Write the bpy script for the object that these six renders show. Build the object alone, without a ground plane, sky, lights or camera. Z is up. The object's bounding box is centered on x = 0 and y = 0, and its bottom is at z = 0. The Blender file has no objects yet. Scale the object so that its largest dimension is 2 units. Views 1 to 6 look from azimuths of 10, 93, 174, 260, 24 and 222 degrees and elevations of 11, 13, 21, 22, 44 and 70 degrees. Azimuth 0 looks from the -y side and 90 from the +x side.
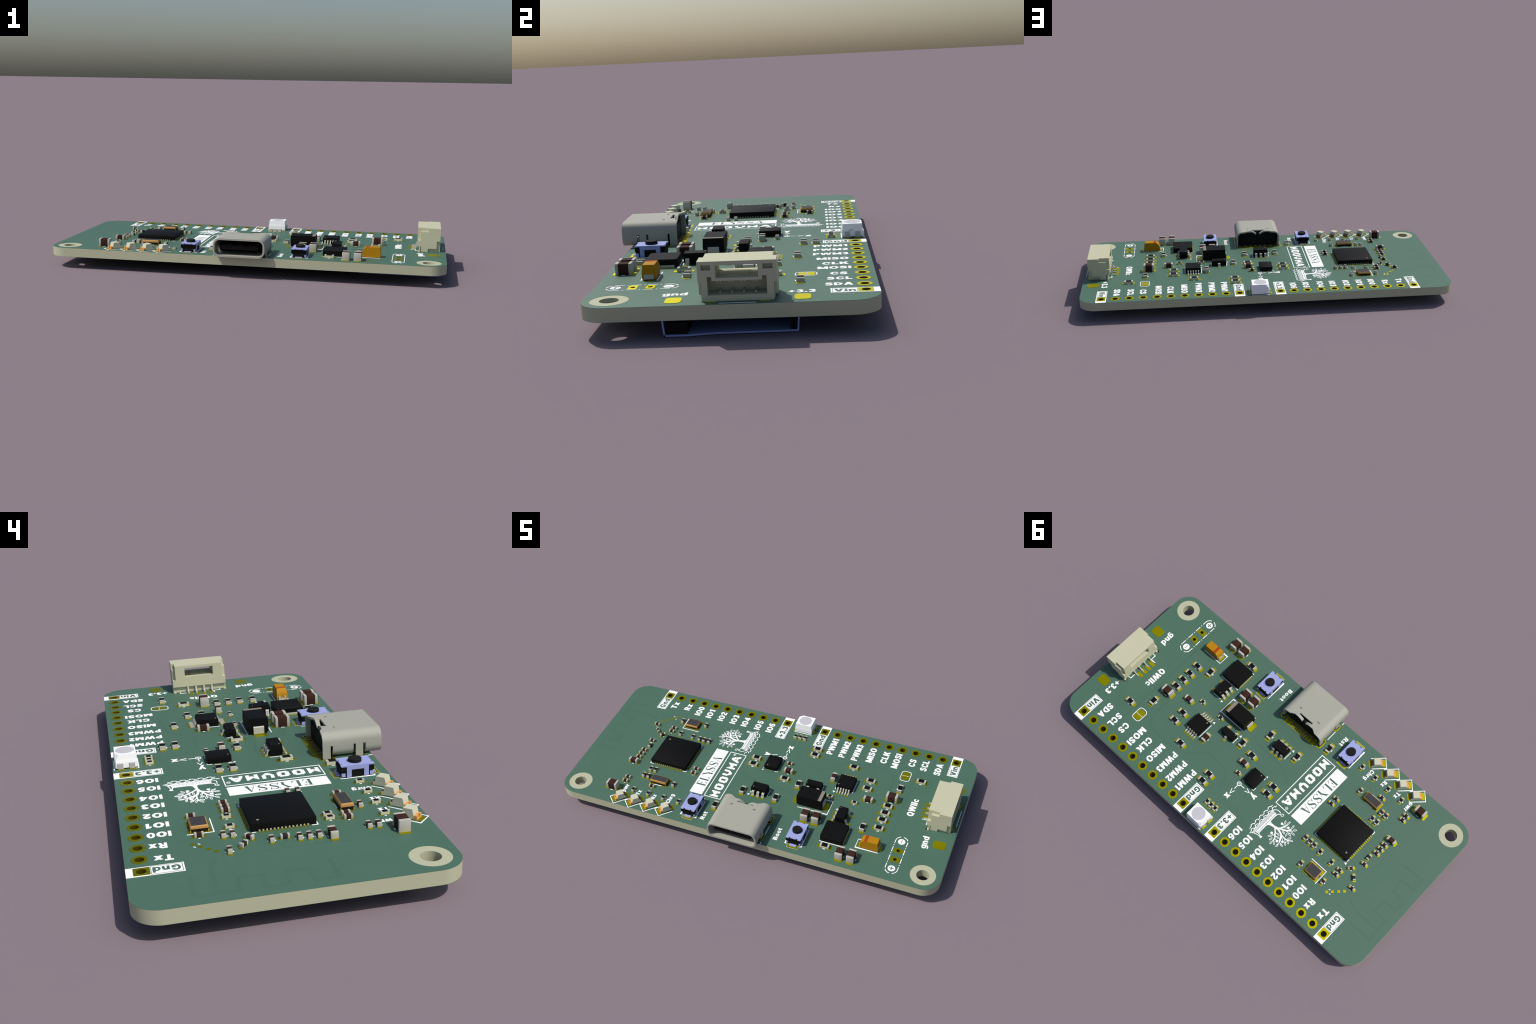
# Small development circuit board: built part by part in millimetres, then scaled to the frame.
import bpy, bmesh, math
from math import sin, cos, pi, radians, hypot, atan2
from mathutils import Vector, Matrix
from mathutils.geometry import tessellate_polygon

S = 2.0 / 70.0            # metres per board millimetre (the board is 70 mm long)
ZT = 0.1041               # world height of the board's upper face
X0, X1, Y0, Y1 = -35.0, 35.0, -15.4, 16.63
THICK = 1.6

# ------------------------------------------------------------------ materials
def material(name, col, rough=0.5, metal=0.0, spec=0.5, grain=0.0, scale=60.0):
    m = bpy.data.materials.new(name)
    m.use_nodes = True
    nt = m.node_tree
    b = nt.nodes["Principled BSDF"]
    b.inputs["Roughness"].default_value = rough
    b.inputs["Metallic"].default_value = metal
    b.inputs["Specular IOR Level"].default_value = spec
    tc = nt.nodes.new("ShaderNodeTexCoord")
    nz = nt.nodes.new("ShaderNodeTexNoise")
    nz.inputs["Scale"].default_value = scale
    nz.inputs["Detail"].default_value = 3.0
    rp = nt.nodes.new("ShaderNodeValToRGB")
    lo = [c * (1 - grain) for c in col]
    hi = [min(1.0, c * (1 + grain)) for c in col]
    rp.color_ramp.elements[0].position = 0.3
    rp.color_ramp.elements[1].position = 0.7
    rp.color_ramp.elements[0].color = (*lo, 1)
    rp.color_ramp.elements[1].color = (*hi, 1)
    nt.links.new(tc.outputs["Object"], nz.inputs["Vector"])
    nt.links.new(nz.outputs["Fac"], rp.inputs["Fac"])
    nt.links.new(rp.outputs["Color"], b.inputs["Base Color"])
    return m

MASK = material("green_solder_mask", (0.0665, 0.146, 0.100), 0.55, 0, 0.40, 0.02, 6)
TRACE = material("covered_trace_green", (0.061, 0.137, 0.094), 0.55, 0, 0.40, 0.01, 6)
CORE = material("glass_fibre_core", (0.455, 0.465, 0.32), 0.7, 0, 0.25, 0.01, 40)
GOLD = material("pad_copper", (0.505, 0.465, 0.003), 0.5, 1.0, 0.5)
SILK = material("white_silkscreen", (0.95, 0.95, 0.95), 0.7, 0, 0.3)
TIN = material("tinned_terminal", (0.455, 0.445, 0.39), 0.65, 0, 0.25)
LEAD = material("solder_lead", (0.46, 0.45, 0.40), 0.6, 0.1, 0.35)
EPOXY = material("black_epoxy", (0.0028, 0.0028, 0.0027), 0.65, 0, 0.15)
FILM = material("resistor_film", (0.0012, 0.0012, 0.0016), 0.6, 0, 0.2)
CERAMIC = material("resistor_ceramic", (0.585, 0.575, 0.395), 0.7, 0, 0.15)
BROWN = material("capacitor_ceramic", (0.046, 0.0205, 0.0145), 0.7, 0, 0.08)
GREYC = material("inductor_ceramic", (0.022, 0.022, 0.023), 0.65, 0, 0.2)
ORANGE = material("tantalum_epoxy", (0.42, 0.20, 0.002), 0.65, 0, 0.2)
STRIPE = material("polarity_band_red", (0.37, 0.050, 0.006), 0.65, 0, 0.2)
BAND = material("cathode_band_grey", (0.24, 0.21, 0.17), 0.65, 0, 0.2)
DOT = material("pin_dot_grey", (0.28, 0.25, 0.20), 0.6, 0, 0.2)
LAV = material("lavender_steel", (0.325, 0.362, 0.665), 0.6, 0, 0.28)
BUTTON = material("button_rubber", (0.010, 0.010, 0.010), 0.7, 0, 0.15)
SHELL = material("connector_shell_steel", (0.36, 0.36, 0.305), 0.65, 0, 0.3)
NYLON = material("cream_nylon", (0.525, 0.52, 0.365), 0.7, 0, 0.22)
PLASTIC = material("black_plastic", (0.006, 0.006, 0.006), 0.65, 0, 0.15)
CONTACT = material("brass_contact", (0.17, 0.11, 0.05), 0.6, 0.1, 0.3)
LENS = material("led_lens_cream", (0.57, 0.57, 0.43), 0.65, 0, 0.25)
LEDEND = material("led_gold_end", (0.62, 0.32, 0.10), 0.6, 0, 0.25)
XGOLD = material("crystal_gold_rim", (0.48, 0.26, 0.075), 0.6, 0, 0.25)
XLID = material("crystal_lid_grey", (0.046, 0.046, 0.049), 0.65, 0, 0.2)
WHITE = material("led_housing_white", (0.93, 0.94, 0.95), 0.6, 0, 0.3)
WINDOW = material("led_window_grey", (0.52, 0.52, 0.55), 0.6, 0, 0.25)
BARREL = material("plated_hole_wall", (0.30, 0.25, 0.0), 0.55, 1.0, 0.5)
PRINT = material("grey_print", (0.12, 0.12, 0.14), 0.6)

# ------------------------------------------------------------------ geometry kit (mm)
class Geo:
    """A bag of vertices and faces in millimetres."""
    def __init__(self):
        self.v, self.f = [], []
    def add(self, vs, fs):
        n = len(self.v)
        self.v += [tuple(p) for p in vs]
        self.f += [tuple(i + n for i in t) for t in fs]
        return self
    def merge(self, g, m=None):
        return self.add([m @ Vector(p) for p in g.v] if m else g.v, g.f)

def xform(x=0, y=0, z=0, rot=0):
    return Matrix.Translation((x, y, z)) @ Matrix.Rotation(radians(rot), 4, 'Z')

def box(x0, x1, y0, y1, z0, z1, bev=0.0, seg=2):
    g = Geo()
    if bev <= 0:
        v = [(x, y, z) for z in (z0, z1) for y in (y0, y1) for x in (x0, x1)]
        return g.add(v, [(0, 2, 3, 1), (4, 5, 7, 6), (0, 1, 5, 4), (2, 6, 7, 3), (0, 4, 6, 2), (1, 3, 7, 5)])
    bm = bmesh.new()
    bmesh.ops.create_cube(bm, size=1)
    for v in bm.verts:
        v.co = ((x0 + x1) / 2 + v.co.x * (x1 - x0), (y0 + y1) / 2 + v.co.y * (y1 - y0), (z0 + z1) / 2 + v.co.z * (z1 - z0))
    bmesh.ops.bevel(bm, geom=bm.edges[:], offset=bev, segments=seg, profile=0.5, affect='EDGES')
    bm.verts.index_update()
    g.add([v.co[:] for v in bm.verts], [[v.index for v in f.verts] for f in bm.faces])
    bm.free()
    return g

def prism(loops, z0, z1):
    """Upright prism over an outline (first loop) with holes (other loops)."""
    g = Geo()
    loops = [list(l) for l in loops]
    for i, l in enumerate(loops):
        a = sum(l[k][0] * l[(k + 1) % len(l)][1] - l[(k + 1) % len(l)][0] * l[k][1] for k in range(len(l)))
        if (a > 0) != (i == 0):
            l.reverse()
    tris = tessellate_polygon([[Vector((x, y, 0)) for x, y in l] for l in loops])
    flat = [p for l in loops for p in l]
    n = len(flat)
    vs = [(x, y, z1) for x, y in flat] + [(x, y, z0) for x, y in flat]
    fs = []
    for a, b, c in tris:
        (ax, ay), (bx, by), (cx, cy) = flat[a], flat[b], flat[c]
        if (bx - ax) * (cy - ay) - (by - ay) * (cx - ax) < 0:
            b, c = c, b
        fs += [(a, b, c), (n + a, n + c, n + b)]
    k = 0
    for l in loops:
        for i in range(len(l)):
            j = (i + 1) % len(l)
            fs.append((k + i, n + k + i, n + k + j, k + j))
        k += len(l)
    return g.add(vs, fs)

def circle(x, y, r, n=32, a0=0.0, ry=None):
    ry = ry or r
    return [(x + r * cos(a0 + 2 * pi * i / n), y + ry * sin(a0 + 2 * pi * i / n)) for i in range(n)]

def rrect(x0, x1, y0, y1, r, n=6):
    r = min(r, (x1 - x0) / 2, (y1 - y0) / 2)
    out = []
    for cx, cy, a in ((x1 - r, y0 + r, -90), (x1 - r, y1 - r, 0), (x0 + r, y1 - r, 90), (x0 + r, y0 + r, 180)):
        out += [(cx + r * cos(radians(a + 90 * i / n)), cy + r * sin(radians(a + 90 * i / n))) for i in range(n + 1)]
    return out

def tube(x, y, r, z0, z1, n=32):
    g = Geo()
    c = circle(x, y, r, n)
    g.add([(a, b, z1) for a, b in c] + [(a, b, z0) for a, b in c],
          [(i, (i + 1) % n, n + (i + 1) % n, n + i) for i in range(n)])
    return g

def frustum(base, top, z0, z1):
    """Solid between two outlines of equal count."""
    n = len(base)
    g = Geo()
    g.add([(x, y, z0) for x, y in base] + [(x, y, z1) for x, y in top],
          [tuple(range(n - 1, -1, -1)), tuple(range(n, 2 * n))] +
          [(i, (i + 1) % n, n + (i + 1) % n, n + i) for i in range(n)])
    return g

def ribbon(pts, w, z0, z1, closed=False):
    """Flat stroke along a 2D path; w is a width or a width per point."""
    n = len(pts)
    ws = w if isinstance(w, (list, tuple)) else [w] * n
    L, R = [], []
    for i, (x, y) in enumerate(pts):
        a = pts[i - 1] if i or closed else pts[i]
        b = pts[(i + 1) % n] if i < n - 1 or closed else pts[i]
        dx, dy = b[0] - a[0], b[1] - a[1]
        d = hypot(dx, dy) or 1
        nx, ny = -dy / d * ws[i] / 2, dx / d * ws[i] / 2
        if 0 < i < n - 1 or closed:                      # mitre
            ux, uy = x - a[0], y - a[1]
            q = hypot(ux, uy) or 1
            c = max(0.45, abs((ux * dx + uy * dy) / (q * d)))
            nx, ny = nx / c, ny / c
        L.append((x + nx, y + ny)); R.append((x - nx, y - ny))
    g = Geo()
    vs = [(*p, z1) for p in L] + [(*p, z1) for p in R] + [(*p, z0) for p in L] + [(*p, z0) for p in R]
    fs = []
    for i in range(n if closed else n - 1):
        j = (i + 1) % n
        fs += [(i, n + i, n + j, j), (i, j, 2 * n + j, 2 * n + i), (n + j, n + i, 3 * n + i, 3 * n + j)]
    if not closed:
        fs += [(0, 2 * n, 3 * n, n), (n - 1, 2 * n - 1, 4 * n - 1, 3 * n - 1)]
    return g.add(vs, fs)

def smooth_path(pts, k=6):
    """Catmull-Rom through control points."""
    P = [pts[0]] + list(pts) + [pts[-1]]
    out = []
    for i in range(1, len(P) - 2):
        for s in range(k):
            t = s / k
            out.append(tuple(0.5 * (2 * P[i][c] + (P[i + 1][c] - P[i - 1][c]) * t +
                       (2 * P[i - 1][c] - 5 * P[i][c] + 4 * P[i + 1][c] - P[i + 2][c]) * t * t +
                       (3 * P[i][c] - P[i - 1][c] - 3 * P[i + 1][c] + P[i + 2][c]) * t ** 3) for c in range(len(pts[0]))))
    out.append(tuple(pts[-1]))
    return out

def strap(profile, t, w):
    """Bent metal strip: profile is (r, z) points, thickness t, width w across y."""
    n = len(profile)
    up, dn = [], []
    for i, (r, z) in enumerate(profile):
        a, b = profile[max(0, i - 1)], profile[min(n - 1, i + 1)]
        d = hypot(b[0] - a[0], b[1] - a[1]) or 1
        nx, nz = -(b[1] - a[1]) / d * t / 2, (b[0] - a[0]) / d * t / 2
        up.append((r + nx, z + nz)); dn.append((r - nx, z - nz))
    ring = up + dn[::-1]
    m = len(ring)
    g = Geo()
    vs = [(r, -w / 2, z) for r, z in ring] + [(r, w / 2, z) for r, z in ring]
    fs = [(i, (i + 1) % m, m + (i + 1) % m, m + i) for i in range(m)]
    for i in range(n - 1):
        fs += [(i + 1, i, m - 1 - i, m - 2 - i), (m + i, m + i + 1, 2 * m - 2 - i, 2 * m - 1 - i)]
    return g.add(vs, fs)

def mesh(name, g, mat, angle=32):
    me = bpy.data.meshes.new(name)
    me.from_pydata([(x * S, y * S, z * S) for x, y, z in g.v], [], g.f)
    me.materials.append(mat)
    bm = bmesh.new(); bm.from_mesh(me)
    bmesh.ops.remove_doubles(bm, verts=bm.verts[:], dist=2e-6)
    bmesh.ops.recalc_face_normals(bm, faces=bm.faces[:])
    bm.to_mesh(me); bm.free()
    for p in me.polygons:
        p.use_smooth = True
    me.set_sharp_from_angle(angle=radians(angle))
    return me

COL = bpy.context.scene.collection
def put(name, me, parent, x=0, y=0, z=0, rot=0):
    o = bpy.data.objects.new(name, me)
    COL.objects.link(o)
    o.parent = parent
    o.location = (x * S, y * S, z * S + (ZT if parent is ROOT else 0))
    o.rotation_euler = (0, 0, radians(rot))
    return o

ROOT = bpy.data.objects.new("circuit_board", None)
COL.objects.link(ROOT)
ROOT["label"] = "green microcontroller circuit board with gold pads and small components"
ROOT["category"] = "circuit board"

# ------------------------------------------------------------------ bare board
PITCH = 2.54
PINS = [31.0 - PITCH * i for i in range(11)] + [-2.02 - PITCH * i for i in range(11)]
PIN_Y = 15.11
SQUARE = {0: "Vin", 10: "Gnd", 11: "+3.3", 21: "Gnd"}
MOUNT = [(32.0, -12.4), (-32.0, -12.4)]
BATT = [(26.86, -10.82), (26.86, -8.82)]
PEGS = [(30.25, 5.66), (30.2, -2.36)]
drill = [circle(x, PIN_Y, 0.5, 28) for x in PINS]
drill += [circle(x, y, 1.07, 40) for x, y in MOUNT]
drill += [circle(x, y, 0.3, 20) for x, y in BATT] + [circle(x, y, 0.42, 24) for x, y in PEGS]
outline = rrect(X0, X1, Y0, Y1, 3.0, 14)

put("substrate", mesh("substrate", prism([outline] + drill, -THICK + 0.025, -0.025), CORE), ROOT)
mask_open = [circle(x, PIN_Y, 0.5, 28) for x in PINS] + [circle(x, y, 2.12, 56) for x, y in MOUNT]
mask_open += [circle(x, y, 0.3, 20) for x, y in BATT] + [circle(x, y, 0.42, 24) for x, y in PEGS]
put("solder_mask", mesh("solder_mask", prism([outline] + mask_open, -0.025, 0.0), MASK), ROOT)
put("solder_mask", mesh("solder_mask_underside", prism([outline] + mask_open, -THICK, -THICK + 0.025), MASK), ROOT)

# copper runs showing faintly through the mask
g = Geo()
ZC = 0.003
ant = [(-29.2, 10.7), (-33.5, 10.7), (-33.5, 6.45), (-31.0, 6.45), (-31.0, 4.05), (-33.5, 4.05), (-33.5, 1.75),
       (-31.0, 1.75), (-31.0, -0.6), (-33.5, -0.6), (-33.5, -2.92), (-29.4, -2.92)]
for a, b in zip(ant, ant[1:]):
    if a[0] == b[0]:
        g.merge(box(a[0] - .25, a[0] + .25, min(a[1], b[1]) - .25, max(a[1], b[1]) + .25, 0, ZC))
    else:
        g.merge(box(min(a[0], b[0]) + .25, max(a[0], b[0]) - .25, a[1] - .25, a[1] + .25, 0, ZC))
g.merge(ribbon([(-33.2, 8.55), (-28.6, 8.55), (-26.6, 7.8)], 0.5, 0, ZC))
put("antenna_trace", mesh("antenna_trace", g, TRACE), ROOT)
g = Geo()
for w, pts in ((0.35, [(2.9, 8.6), (4.4, 5.9), (9.0, 5.6), (12.6, 8.5), (19.6, 9.0), (21.4, 6.6), (21.2, 2.0)]),
               (0.35, [(25.0, 11.0), (24.8, 0.0), (24.9, -5.5), (25.2, -14.2)]),
               (0.30, [(-5.0, 0.0), (-2.0, -1.6), (2.6, -1.8), (5.6, -2.6)]),
               (0.18, [(-26.6, -6.4), (-26.2, -2.0), (-26.5, 4.6), (-26.0, 7.0)]),
               (0.18, [(2.2, 10.4), (-1.6, 9.2), (-5.0, 11.2)]), (0.18, [(1.4, 10.6), (-1.9, 9.7), (-5.0, 11.6)])):
    g.merge(ribbon(smooth_path(pts, 8), w, 0, ZC))
put("covered_trace", mesh("covered_trace", g, TRACE), ROOT)["kind"] = "stuff"

# ------------------------------------------------------------------ pads
ZP = 0.04
pad_cache = {}
def pad(x, y, w, h, r=0.12, rot=0, name="solder_pad"):
    k = (round(w, 3), round(h, 3), r)
    if k not in pad_cache:
        pad_cache[k] = mesh("solder_pad", prism([rrect(-w / 2, w / 2, -h / 2, h / 2, r, 4)], 0.0, ZP), GOLD)
    return put(name, pad_cache[k], ROOT, x, y, 0, rot)

ring = mesh("header_pad", prism([circle(0, 0, 0.86, 40), circle(0, 0, 0.5, 28)], 0, ZP), GOLD)
sq = mesh("square_header_pad", prism([rrect(-0.77, 0.77, -0.86, 0.80, 0.01, 1), circle(0, 0, 0.5, 28)], 0, ZP + 0.012), GOLD)
barrel = mesh("hole_lining", tube(0, 0, 0.497, -THICK, ZP, 28), BARREL)
for i, x in enumerate(PINS):
    o = put("header_pad", sq if i in SQUARE else ring, ROOT, x, PIN_Y)
    put("hole_lining", barrel, o)
low = mesh("header_pad_underside", prism([circle(0, 0, 0.86, 32), circle(0, 0, 0.5, 28)], -THICK - ZP, -THICK), GOLD)
for x in PINS:
    put("header_pad", low, ROOT, x, PIN_Y)
bb = mesh("battery_hole_lining", tube(0, 0, 0.298, -THICK, ZP, 20), BARREL)
for (x, y), r in zip(BATT, (0.10, 0.52)):
    o = put("battery_pad", mesh("battery_pad", prism([rrect(-.81, .81, -.53, .53, r, 6), circle(0, 0, 0.3, 20)], 0, ZP), GOLD), ROOT, x, y)
    put("hole_lining", bb, o)
pad(32.95, 8.38, 2.15, 1.75, 0.5, name="test_pad")
pad(32.95, -5.33, 2.15, 1.75, 0.5, name="test_pad")
for i in range(4):                                            # empty antenna matching pads
    a = [(-23.06, 9.54), (-23.74, 8.86), (-24.49, 8.11), (-25.18, 7.41)][i]
    pad(*a, 0.5, 0.46, 0.1, 45)
# solder jumper
jm = [(22.52, 8.64), (22.52, 8.15), (22.62, 7.9), (22.86, 7.74), (23.6, 7.74), (23.85, 7.9), (23.95, 8.15), (23.95, 8.64)]
for flip in (0, 1):
    pts = [(x, 17.44 - y) for x, y in jm] if flip else jm
    put("jumper_pad", mesh("jumper_pad", prism([pts], 0, ZP), GOLD), ROOT)
put("jumper_gap", mesh("jumper_gap", box(22.52, 23.95, 8.64, 8.80, 0, 0.03), CORE), ROOT)

# ------------------------------------------------------------------ silkscreen helpers
ZS = 0.03
marks = Geo()                                                 # short ticks beside the chips
def tick(x0, y0, x1, y1, w=0.12):
    marks.merge(ribbon([(x0, y0), (x1, y1)], w, 0, ZS))
def arrow(x, y, a, s=0.27):
    marks.merge(prism([[(x + s * 1.1 * cos(radians(a + d)), y + s * 1.1 * sin(radians(a + d))) for d in (0, 125, 235)]], 0, ZS))

# A heavy plain sans drawn from bars, bowls and swept strokes; caps are 1 high, every glyph (advance, pieces).
ST, HB = 0.27, 0.22                                           # stem and crossbar weights
def bar(x0, x1, y0, y1):
    return ("poly", [(x0, y0), (x1, y0), (x1, y1), (x0, y1)])
def slant(xa, ya, xb, yb, w=ST):
    return ("poly", [(xa, ya), (xa + w, ya), (xb + w, yb), (xb, yb)])
def sweep(*pts, w=0.235):
    return ("sweep", pts, w)
def ring_(cx, cy, rx, ry, t=ST, th=HB):
    return ("ring", cx, cy, rx, ry, t, th)
def bowl(x, y0, y1, d, t=ST, th=HB - 0.02):
    """Right-hand bowl of D, P, R, B."""
    ry = (y1 - y0) / 2
    rx = min(d, ry * 1.25)
    cy, xc = (y0 + y1) / 2, x + d - rx
    out = [(x, y0)] + [(xc + rx * cos(radians(a)), cy + ry * sin(radians(a))) for a in range(-90, 91, 15)] + [(x, y1)]
    inn = [(x, y1 - th)] + [(xc + (rx - t) * cos(radians(a)), cy + (ry - th) * sin(radians(a))) for a in range(90, -91, -15)] + [(x, y0 + th)]
    return ("poly", out + inn)
XH = 0.74
C_ARC = [(.70, .68), (.60, .84), (.43, .895), (.24, .82), (.14, .5), (.24, .18), (.43, .105), (.60, .16), (.70, .33)]
GLYPHS = {
    "I": (.27, [bar(0, ST, 0, 1)]), "O": (.86, [ring_(.43, .5, .43, .52)]), "Q": (.86, [ring_(.43, .5, .43, .52), slant(.62, -.08, .42, .26, .2)]),
    "0": (.70, [ring_(.35, .5, .35, .52, .25, .2)]), "C": (.80, [sweep(*C_ARC)]), "G": (.86, [sweep(*C_ARC[:-1]), bar(.56, .80, .06, .52), bar(.42, .60, .36, .52)]),
    "S": (.70, [sweep((.60, .70), (.53, .85), (.36, .90), (.19, .84), (.15, .70), (.25, .59), (.47, .47), (.57, .34), (.53, .18), (.36, .10), (.16, .15), (.10, .32))]),
    "s": (.56, [sweep((.46, .52), (.40, .63), (.28, .655), (.14, .61), (.13, .51), (.24, .41), (.38, .34), (.44, .24), (.40, .12), (.26, .085), (.13, .12), (.08, .22), w=.19)]),
    "D": (.80, [bar(0, ST, 0, 1), bowl(.2, 0, 1, .60)]), "A": (.86, [slant(0, 0, .29, 1), slant(.59, 0, .30, 1), bar(.22, .64, .17, .36)]),
    "L": (.62, [bar(0, ST, 0, 1), bar(.2, .62, 0, HB)]), "T": (.70, [bar(0, .70, 1 - HB, 1), bar(.215, .485, 0, .9)]), "V": (.82, [slant(.275, 0, 0, 1), slant(.275, 0, .55, 1)]),
    "K": (.82, [bar(0, ST, 0, 1), slant(.20, .36, .47, 1, .33), slant(.50, 0, .24, .55, .34)]),
    "M": (.98, [bar(0, .25, 0, 1), bar(.73, .98, 0, 1), slant(.36, .05, .02, 1, .26), slant(.36, .05, .70, 1, .26)]),
    "W": (1.22, [slant(.19, 0, 0, 1, .25), slant(.21, 0, .46, 1, .25), slant(.76, 0, .50, 1, .25), slant(.78, 0, .97, 1, .25)]),
    "P": (.74, [bar(0, ST, 0, 1), bowl(.2, .36, 1, .54)]), "B": (.78, [bar(0, ST, 0, 1), bowl(.2, .45, 1, .52, ST, .19), bowl(.2, 0, .56, .57, ST, .19)]),
    "R": (.80, [bar(0, ST, 0, 1), bowl(.2, .40, 1, .54), slant(.50, 0, .30, .50, .30)]),
    "1": (.46, [bar(.19, .46, 0, 1), ("poly", [(.02, .60), (.25, .72), (.25, 1), (.19, 1), (.02, .80)])]),
    "2": (.66, [sweep((.12, .66), (.18, .83), (.34, .90), (.50, .80), (.50, .62), (.32, .42), (.14, .14)), bar(.03, .64, 0, .21)]),
    "3": (.66, [sweep((.12, .72), (.20, .86), (.36, .90), (.50, .80), (.47, .62), (.30, .53)), sweep((.30, .53), (.48, .44), (.54, .27), (.42, .12), (.24, .10), (.10, .25))]),
    "4": (.70, [bar(.36, .61, 0, 1), bar(0, .70, .18, .38), ("poly", [(0, .3), (.2, .3), (.42, .72), (.42, 1), (.38, 1)])]),
    "5": (.66, [bar(.14, .60, .80, 1), ("poly", [(.14, .96), (.05, .42), (.27, .46), (.33, .96)]), sweep((.14, .50), (.34, .56), (.51, .46), (.53, .28), (.40, .11), (.22, .11), (.10, .26))]),
    "6": (.68, [ring_(.35, .32, .33, .335, .22, .18), sweep((.56, .76), (.42, .90), (.25, .82), (.13, .60), (.12, .34), w=.22)]),
    "+": (.62, [bar(.21, .41, .12, .80), bar(0, .62, .36, .56)]), ".": (.25, [bar(0, .25, 0, .25)]),
    "x": (.74, [slant(0, 0, .44, XH, .30), slant(.44, 0, 0, XH, .30)]), "n": (.66, [bar(0, .25, 0, XH), sweep((.16, .50), (.30, .64), (.45, .60), (.53, .42), (.535, 0))]),
    "h": (.66, [bar(0, .25, 0, 1), sweep((.16, .50), (.30, .64), (.45, .60), (.53, .42), (.535, 0))]), "r": (.46, [bar(0, .25, 0, XH), sweep((.16, .42), (.24, .58), (.44, .63), w=.21)]),
    "i": (.25, [bar(0, .25, 0, XH), bar(0, .25, .82, 1)]), "o": (.70, [ring_(.35, XH / 2, .35, XH / 2 + .015, .24, .18)]), "c": (.62, [sweep((.52, .48), (.43, .62), (.29, .645), (.15, .52), (.13, .37), (.18, .2), (.30, .095), (.45, .12), (.54, .26), w=.2)]),
    "d": (.70, [ring_(.33, XH / 2, .33, XH / 2 + .01, .23, .18), bar(.45, .70, 0, 1)]), "p": (.70, [ring_(.37, XH / 2, .33, XH / 2 + .01, .23, .18), bar(0, .25, -.27, XH)]),
    "g": (.70, [ring_(.33, .39, .33, .36, .23, .18), bar(.46, .70, 0, XH), sweep((.58, .10), (.54, -.12), (.34, -.19), (.08, -.13), w=.18)]),
    "t": (.46, [bar(.10, .35, .1, .92), bar(0, .46, .56, XH), sweep((.225, .2), (.28, .10), (.46, .095), w=.2)]),
    "w": (1.02, [slant(.14, 0, 0, XH, .25), slant(.16, 0, .38, XH, .24), slant(.62, 0, .40, XH, .24), slant(.63, 0, .77, XH, .25)]),
    "y": (.76, [slant(.26, .02, 0, XH, .27), slant(.10, -.28, .49, XH, .27)])}

def glyph_pieces(ch):
    for k, p in enumerate(GLYPHS[ch][1]):
        if p[0] == "poly":
            yield prism([p[1]], 0, 1)
        elif p[0] == "ring":
            _, cx, cy, rx, ry, t, th = p
            yield prism([circle(cx, cy, rx, 28, 0, ry), circle(cx, cy, rx - t, 24, 0, ry - th)], 0, 1)
        else:
            yield ribbon(smooth_path(p[1], 4), p[2], 0, 1)

def text_geo(body, z1):
    """A word with unit cap height; overlapping pieces sit a hair above each other."""
    g, u = Geo(), 0.0
    for ch in body:
        for k, p in enumerate(glyph_pieces(ch)):
            top = z1 + 0.0006 * k
            g.add([(x + u, y, top if z > .5 else 0) for x, y, z in p.v], p.f)
        u += GLYPHS[ch][0] + (0.10 if ch not in "+." else 0.09)
    return g

def word(body, ya, yb, xc, cap=1.2, mat=None, z=ZS, name="lettering"):
    """Lettering that reads along +y with its tops towards -x, fitted to span ya..yb."""
    g = text_geo(body, z)
    lo, hi = min(v[0] for v in g.v), max(v[0] for v in g.v)
    k = (yb - ya) / (hi - lo)
    base = xc + cap / 2
    g.v = [(base - y * cap, ya + (x - lo) * k, zz) for x, y, zz in g.v]
    return put(name, mesh("lettering", g, mat or SILK), ROOT)

for b, ya, yb, xc in (("SDA", 10.75, 13.85, 28.3), ("SCL", 11.0, 13.85, 25.75), ("CS", 11.42, 13.42, 23.45),
                      ("MOSI", 9.98, 13.95, 20.6), ("CLK", 10.55, 13.75, 18.38), ("MISO", 9.9, 13.85, 15.8),
                      ("PWM3", 9.45, 13.9, 13.12), ("PWM2", 9.5, 13.95, 10.66), ("PWM1", 9.55, 13.95, 8.3),
                      ("IO6", 11.42, 14.05, -4.7), ("IO5", 11.4, 14.0, -7.11), ("IO4", 11.4, 14.05, -9.87),
                      ("IO3", 11.4, 14.0, -12.22), ("IO2", 11.38, 14.0, -14.85), ("IO1", 11.4, 13.9, -17.38),
                      ("IO0", 11.4, 14.0, -19.72), ("Rx", 12.1, 14.0, -22.38), ("Tx", 11.75, 13.7, -25.12)):
    word(b, ya, yb, xc)
word("QWIIc", -0.55, 3.75, 26.5, 1.17)
word("+3.3", 6.8, 9.75, 30.77, 1.12)
word("gnd", -6.85, -4.1, 30.45, 1.12)
word("Boot", -13.6, -10.82, 6.62, 0.78)
word("Rst", -13.55, -11.7, -7.06, 0.78)
for b, ya, yb, xc in (("Chrg", -12.1, -9.8, -14.5), ("Rx", -12.1, -10.95, -17.48), ("Tx", -12.1, -10.9, -20.5), ("pwr", -12.2, -10.3, -23.35)):
    word(b, ya, yb, xc, 0.78)
word("x", 8.36, 9.28, 0.92, 1.22)
word("y", 5.32, 6.24, -2.62, 1.3)

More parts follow.
